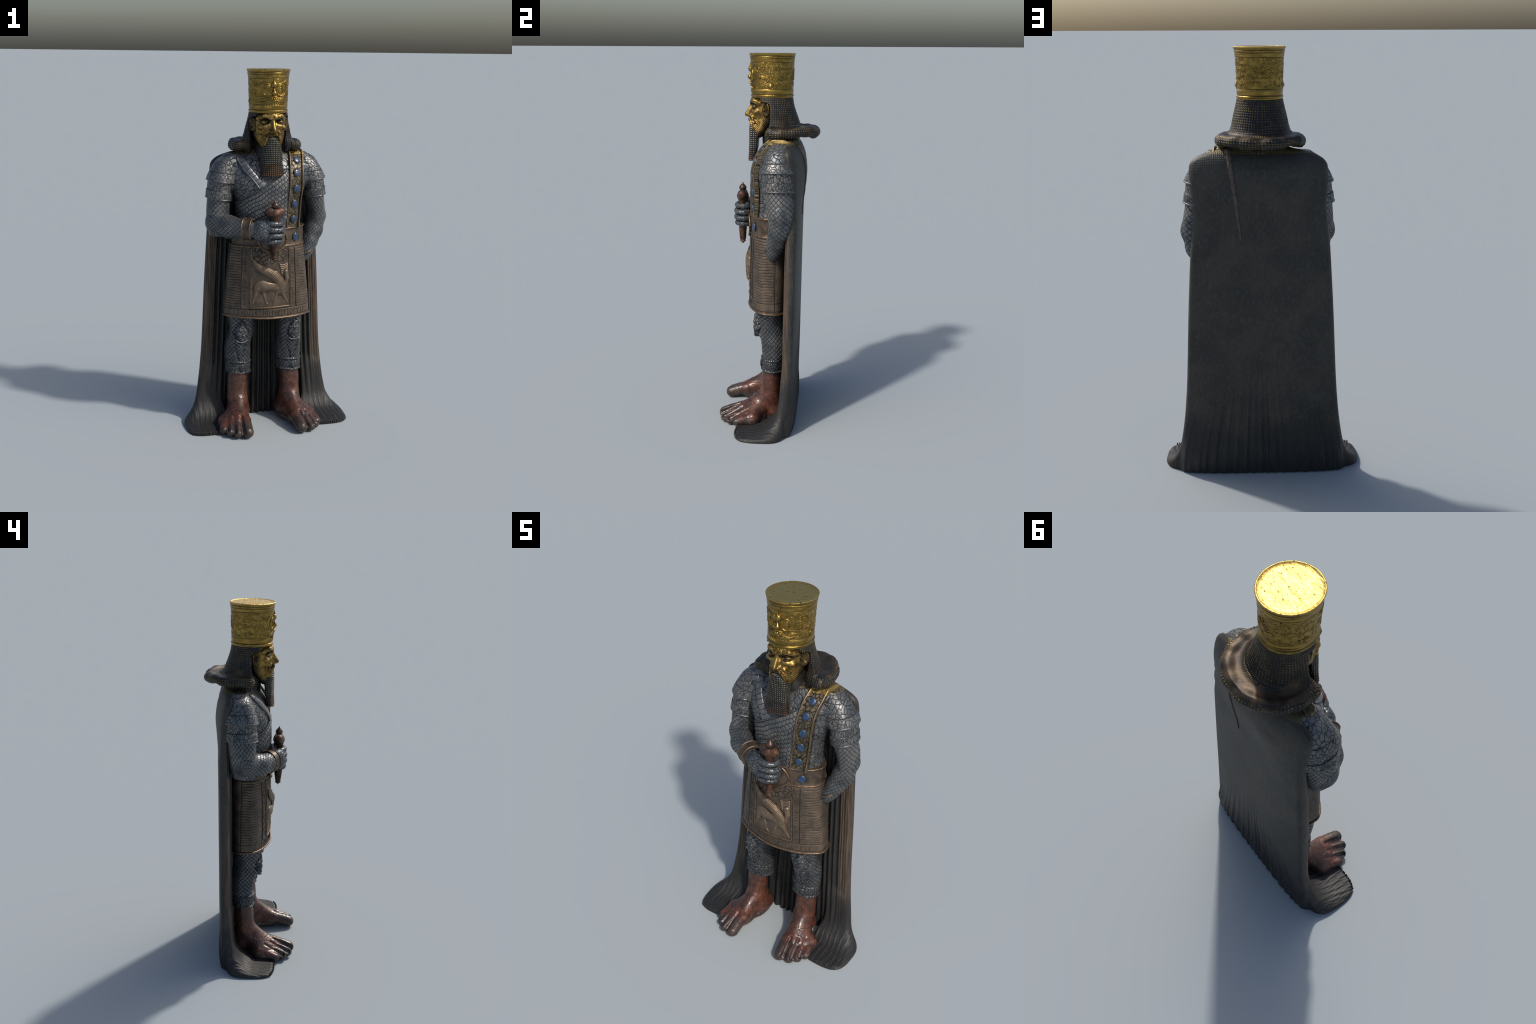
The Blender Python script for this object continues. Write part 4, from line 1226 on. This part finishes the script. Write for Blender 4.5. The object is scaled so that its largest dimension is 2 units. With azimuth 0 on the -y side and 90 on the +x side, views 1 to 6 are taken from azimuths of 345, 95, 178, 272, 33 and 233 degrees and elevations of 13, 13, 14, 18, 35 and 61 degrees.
def f_wing(P):
    # blade swept from the shoulder up and back
    ax = spline([(.062, .800), (.052, .846), (.012, .890), (-.040, .918), (-.085, .950), (-.108, .985)], 16)
    wd = np.interp(np.linspace(0, 1, 16), [0, .15, .4, .7, 1], [.020, .026, .027, .021, .005])
    d = None
    for i in range(15):
        e = cone(P, (ax[i, 0], YB-.006, ax[i, 1]), (ax[i+1, 0], YB-.006, ax[i+1, 1]), wd[i], wd[i+1], (1, 1.75, 1))
        d = e if d is None else np.minimum(d, e)
    return d
V, F = nets(lambda P: f_beast(unbend(P)), (-.125, -.140, .71), (.115, -.065, .94), .0024)
beast = obj('winged_beast', V, F, MAT['beast'], skirt)
V, F = nets(lambda P: f_wing(unbend(P)), (-.13, -.145, .765), (.10, -.065, 1.0), .0024)
def feathers(nb):
    x, y, z = nb.xyz(nb.warp(20, .004))
    t = nb.add(nb.mul(x, .62), nb.mul(z, 1.0))
    return nb.step(.04, .30, nb.line(nb.add(nb.mul(t, 1/.0085), nb.mul(nb.mul(x, x), 45.))))
V = relief(V, F, feathers, .0028)
obj('wing', V, F, MAT['beast'], beast)
hd = []
for k in range(6):
    hd.append(tube(on_skirt([(.046+.002*k, .945-.010*k), (.066, .942-.0105*k), (.095, .951-.0095*k)], 14, .001), .0055, 8, up=(0, -1, 0), flat=.7))
V, F = join(hd); obj('mane', V, F, MAT['beast'], beast)

# =====================================================================
#  LEGS, CUFFS, FEET
# =====================================================================
LEG = {-1: dict(k=-.140, c=-.156, a=-.163), 1: dict(k=.135, c=.142, a=.151)}
def f_leg(P, sg):
    L = LEG[sg]; out = sg
    rows = [(.27, L['a'], .025, .058, .055), (.33, L['c'], .034, .066, .058), (.40, L['c'], .042, .076, .067), (.45, L['c'], .039, .075, .068), (.51, (L['c']+L['k'])/2, .020, .071, .075), (.56, L['k'], .011, .070, .079), (.63, L['k']+.002*sg, .013, .077, .080), (.72, L['k'], .02, .084, .082)]
    d = loft(P, rows, 2.1)
    kx = -.155 if sg < 0 else .150
    # diamond knee guard
    q = np.abs(P[:, 0]-kx)/.036 + np.abs(P[:, 2]-.552)/.072
    pad = smax((q-1)*.03, -ell(P, (kx, .0, .55), (.05, .062, .2))*0 + np.maximum(-P[:, 1]-.074, P[:, 1]+.03), .012)
    d = smin(d, pad, .008)
    d = smin(d, ell(P, (kx, -.050, .545), (.036, .020, .060)), .006)
    d = d + .007*np.exp(-((np.abs(P[:, 0]-kx)/.042 + np.abs(P[:, 2]-.55)/.080 - 1)/.13)**2)*sstep(.0, -.03, P[:, 1])
    d = d + .008*np.exp(-(((P[:, 0]-kx)/.012)**2)) * sstep(.50, .46, P[:, 2])*sstep(.37, .40, P[:, 2])*sstep(0, -.03, P[:, 1])*-.6
    d = d - .007*np.exp(-((P[:, 0]-kx+.045)/.022)**2 - ((P[:, 2]-.45)/.05)**2)*sstep(.02, -.03, P[:, 1]) - .007*np.exp(-((P[:, 0]-kx-.045)/.022)**2 - ((P[:, 2]-.45)/.05)**2)*sstep(.02, -.03, P[:, 1])
    d = d + .006*np.exp(-((P[:, 0]-kx+.024+.25*(P[:, 2]-.44))/.006)**2)*sstep(.50, .47, P[:, 2])*sstep(.02, -.02, P[:, 1]) + .006*np.exp(-((P[:, 0]-kx-.024-.25*(P[:, 2]-.44))/.006)**2)*sstep(.50, .47, P[:, 2])*sstep(.02, -.02, P[:, 1])
    return d
TOES = {-1: [((-.159, -.235, .032), .0330), ((-.213, -.232, .028), .0250), ((-.251, -.204, .027), .0240), ((-.280, -.164, .026), .0240)],
        1: [((.153, -.234, .032), .0330), ((.209, -.228, .028), .0250), ((.242, -.198, .027), .0240), ((.266, -.156, .026), .0240)]}
FOOT = {-1: dict(h=(-.152, .042, .055), i=(-.176, -.040, .080), b=[(-.155, -.140, .056), (-.196, -.135, .054), (-.232, -.110, .048), (-.256, -.075, .042)]),
        1: dict(h=(.135, .042, .055), i=(.160, -.040, .080), b=[(.143, -.140, .056), (.183, -.132, .054), (.218, -.105, .048), (.244, -.070, .042)])}
def f_foot(P, sg):
    L = LEG[sg]; G = FOOT[sg]
    d = loft(P, [(.06, G['h'][0], .026, .060, .064), (.12, (G['h'][0]+L['a'])/2, .022, .060, .062), (.18, L['a'], .020, .057, .054), (.24, L['a'], .023, .057, .054), (.34, L['c'], .030, .052, .048)], 2.)
    d = smin(d, ell(P, G['h'], (.066, .066, .060)), .03)
    a = G['i']
    d = smin(d, cone(P, (L['a'], .008, .130), a, .044, .048), .03)
    bm = (np.array(G['b'][0]) + np.array(G['b'][1]))/2
    d = smin(d, cone(P, (L['a'], .012, .150), (bm[0], bm[1], .050), .046, .036), .025)
    for b in G['b']:
        d = smin(d, cone(P, a, b, .046, .038), .022)
    # toes run far back over the instep as rounded rays
    for b, (t, r) in zip(G['b'], TOES[sg]):
        b = np.array(b); t = np.array(t)
        m = b*.40 + t*.60 + np.array([0, 0, .005])
        e = np.minimum(cone(P, b + np.array([0, 0, .006]), m, r*1.0, r*1.0), cone(P, m, t, r*1.0, r))
        d = smin(d, e, .007)
    for (b, (t, r)), (b2, (t2, r2)) in zip(list(zip(G['b'], TOES[sg]))[:-1], list(zip(G['b'], TOES[sg]))[1:]):
        p0 = (np.array(b)+np.array(b2))/2; p1 = (np.array(t)+np.array(t2))/2
        d = smax(d, -cone(P, (p0[0]*.85+p1[0]*.15, p0[1]*.85+p1[1]*.15, .092), (p1[0], p1[1]-.02, .043), .008, .0135), .007)
    for y0, w, ln in ((.0, .058, .085), (-.10, .070, .085)):
        cx = G['h'][0] if y0 == 0 else (G['b'][0][0]+G['b'][3][0])/2
        d = smin(d, ell(P, (cx, y0, .026), (w + (.018 if y0 else 0), ln, .028)), .02)
    return smax(d, .001 - P[:, 2], .003)
for sg in (-1, 1):
    L = LEG[sg]
    V, F = nets(lambda P: f_leg(P, sg), (L['k']-.13, -.11, .318), (L['k']+.13, .12, .70), .0034)
    V = relief(V, F, leg_scales(L['c']), .0014)
    MAT['leg%d' % sg] = scale_metal('scaled_silver_leg', leg_scales(L['c']), (.115, .119, .123), .33, False)
    leg = obj('leg', V, F, MAT['leg%d' % sg])
    kx = -.155 if sg < 0 else .150
    # kneecap: domed plates with cross ribs
    def f_knee(P):
        d = ell(P, (kx, -.050, .553), (.038, .025, .060))
        return d + .0034*np.cos((P[:, 2]-.553)*TAU/.034) + .0015*np.sin(P[:, 0]*260+P[:, 2]*150)
    V, F = nets(f_knee, (kx-.05, -.10, .48), (kx+.05, -.02, .63), .0026)
    V = relief(V, F, cells(70, (1, 1, .8), .03, .02, .12), .002); obj('kneecap', V, F, MAT['cuff'], leg)
    V, F = tube([(kx+.030*math.cos(a), -.064-.008*math.sin(-a), .512+.012*math.sin(a)) for a in np.linspace(math.pi*1.05, math.pi*1.95, 16)], .0036, 8); obj('knee_rim', V, F, MAT['silver_edge'], leg)
    # cuff
    rows = []
    for z, g in ((.300, -.012), (.300, .002), (.305, .004), (.310, .001), (.33, .003), (.352, .002), (.358, .0), (.363, .0045), (.369, .0045), (.373, .001), (.374, -.014)):
        rows.append((z, L['c'], .031, .072+g, .060+g))
    zz = np.array([r[0] for r in rows])
    fine = []
    for i in range(len(rows)-1):
        for t in np.linspace(0, 1, 5, endpoint=False): fine.append(tuple(np.array(rows[i])*(1-t)+np.array(rows[i+1])*t))
    V, F = ring_loft(fine + [rows[-1]], 150)
    V = np.array(V); V[:, 2] -= .012*(sg*(V[:, 0]-L['c'])/.08 if sg > 0 else (V[:, 0]-L['c'])/.08)*.5
    V = relief(V, F, cells(75, (1, 1, .8), .03, .03, .14), .0025); cf = obj('trouser_cuff', V, F, MAT['cuff'])
    for z in (.303, .366):
        P = ring_path(z, .0755, .0635, .031, L['c'], 2., 80); P[:, 2] -= .006*(P[:, 0]-L['c'])/.08
        V, F = tube(P, .0030, 8, closed=True); obj('cuff_rim', V, F, MAT['cuff'], cf)
    V, F = sphere((L['c']+.012, -.032, .333), (.017, .008, .024)); V = relief(V, F, cells(90, (1, 1, 1), .03, .03, .14), .002); obj('cuff_knot', V, F, MAT['cuff'], cf)
    V, F = nets(lambda P: f_foot(P, sg), (min(0, sg*.34), -.285, -.012), (max(0, sg*.34), .115, .33), .0036)
    V = relief(V, F, cracks, .0012)
    obj('foot', V, F, MAT['foot'])

# =====================================================================
#  CAPE
# =====================================================================
cw = curve([0, .05, .12, .2, .3, .5, .8, 1.1, 1.3, 1.42, 1.50, 1.54, 1.58], [.388, .386, .381, .374, .364, .350, .336, .318, .304, .313, .309, .274, .200])
cyb = curve([0, .06, .10, .16, .4, .7, 1.0, 1.2, 1.30, 1.38, 1.46, 1.52, 1.57], [.157, .163, .164, .160, .166, .171, .176, .181, .192, .199, .191, .171, .138])
cyf = curve([0, .15, .4, .8, 1.1, 1.3, 1.5], [.086, .088, .095, .100, .106, .112, .095])
ztop = curve([0, .10, .17, .22, .27, .31, .40], [1.572, 1.570, 1.558, 1.546, 1.528, 1.498, 1.40])
HY = curve([-.17, -.10, -.04, .0, .034, .062, .080, .092, .105], [.016, .018, .023, .035, .060, .105, .175, .265, .390])
HX = curve([.20, .350, .362, .377, .397, .422, .450, .484], [.34, .300, .245, .178, .115, .066, .036, .018])
def f_cape(P):
    px = P[:, 0] - .003 - .006*sstep(1.15, 1.40, P[:, 2]); x = np.abs(px); y = P[:, 1]; z = P[:, 2]
    w = cw(z); yb = cyb(z); yf = cyf(z)
    s = px / w; a = np.clip(np.abs(s), 0, 1)                   # fold coordinate
    # the back rounds towards its sides, most over the shoulders
    up = sstep(1.15, 1.40, z)
    yb = yb - (.022 + .022*up)*a**4 - .014*up*sstep(.25, .8, a)
    # fan of pleats low on the back
    am = sstep(.72, .10, z + .30*s*s)
    sf = px/(w*(.72 + .28*sstep(.75, 0., z)))
    yb = yb + .0032*am*(np.sin(sf*58 + 2.4*np.sin(sf*7)) + .5*np.sin(sf*97 + 1.) - .8)
    # deep folds inside, standing further forward beside the skirt
    ph = s*62 + 1.4*np.sin(s*9.)
    inner = .009*(1 - 2*np.abs(np.sin(ph*.5))) + .003*np.sin(ph*.37 + 1.)
    edge = sstep(.80, .84, a)
    base = .018 - .014*sstep(.42, .62, a)
    yf = yf + (base + inner)*(1-edge)*sstep(1.25, 1.1, z)
    yf = yf + edge*(.0020*np.sin(a*150))
    d = smax(np.maximum(yf - y, y - yb), x - w, .026)
    d = smax(d, (z - ztop(x))*.9, .018)
    # train: the front edges sweep forward and outward into tongues on the ground
    u = x - .346; v = y + .026
    q = (np.abs(u/.128)**3.1 + np.abs(v/.133)**3.1 + 1e-9)**(1/3.1)
    hy, sy = HY(y), (HY(y + .004) - HY(y - .004))/.008
    hx, sx = HX(x), (HX(x + .004) - HX(x - .004))/.008
    fl = .0010*np.sin(x*210 + 12*y + 1.2*np.sin(y*38 + x*20)) + .0007*np.sin(x*390 + 2*np.sin(y*55))
    t = smax((z - hy + fl)/np.sqrt(1 + sy*sy), (z - hx + fl)/np.sqrt(1 + sx*sx), .030)
    t = smax(t, (q - 1)*.10, .016)
    d = smin(d, t, .028)
    return smax(d, .0005 - z, .004)
V, F = nets(f_cape, (-.50, -.185, -.012), (.50, .225, 1.60), .0044)
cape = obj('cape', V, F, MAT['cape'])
CB = bvh(V, F)
# stitched lip along the front of the train
st = []
for sg in (-1, 1):
    for t in np.linspace(0, 1, 16):
        q = spline([(.285, -.152), (.335, -.158), (.390, -.157), (.435, -.142)], 40)[int(t*39)]
        st.append(sphere((sg*q[0]+.001, q[1]+.002, .011), (.0042, .005, .010), 8, 6))
V, F = join(st); obj('train_stitch', V, F, MAT['cape'], cape, kind='stuff')
# braided border down both front edges
bd = []
for sg in (-1, 1):
    for i, z in enumerate(np.arange(.44, 1.05, .0115)):
        w = float(cw(z)); xc = sg*(w*.905)+.001
        for k in (-1, 1):
            pts = []
            for t in (-1, 0, 1):
                h_ = CB.ray_cast(Vector((xc + k*.0055 + t*.0045*k, -.05, z + t*.005)), Vector((0, 1, 0)))[0]
                if h_ is not None: pts.append((h_[0], h_[1]-.0002, h_[2]))
            if len(pts) == 3: bd.append(tube(pts, .0016, 5, up=(0, -1, 0)))
V, F = join(bd); obj('border_braid', V, F, MAT['bronze'], cape, kind='stuff')
# hanging cord on the back
P = []
for x, z in spline([(.143, 1.558), (.135, 1.50), (.120, 1.398), (.106, 1.28), (.091, 1.158)], 60):
    h_ = CB.ray_cast(Vector((x, .5, z)), Vector((0, -1, 0)))[0]
    P.append((x, h_[1]+.002, z) if h_ is not None else (x, .16, z))
rr = np.linspace(.0135, .0040, 60) * (1 + .10*np.sign(np.sin(np.arange(60)*.9)))
V, F = tube(P, rr, 10, up=(0, 1, 0), flat=.55); obj('cord', V, F, MAT['cord'], cape)

tri = sum(sum(len(p.vertices)-2 for p in o.data.polygons) for o in bpy.data.objects if o.type == 'MESH')
print('triangles', tri)
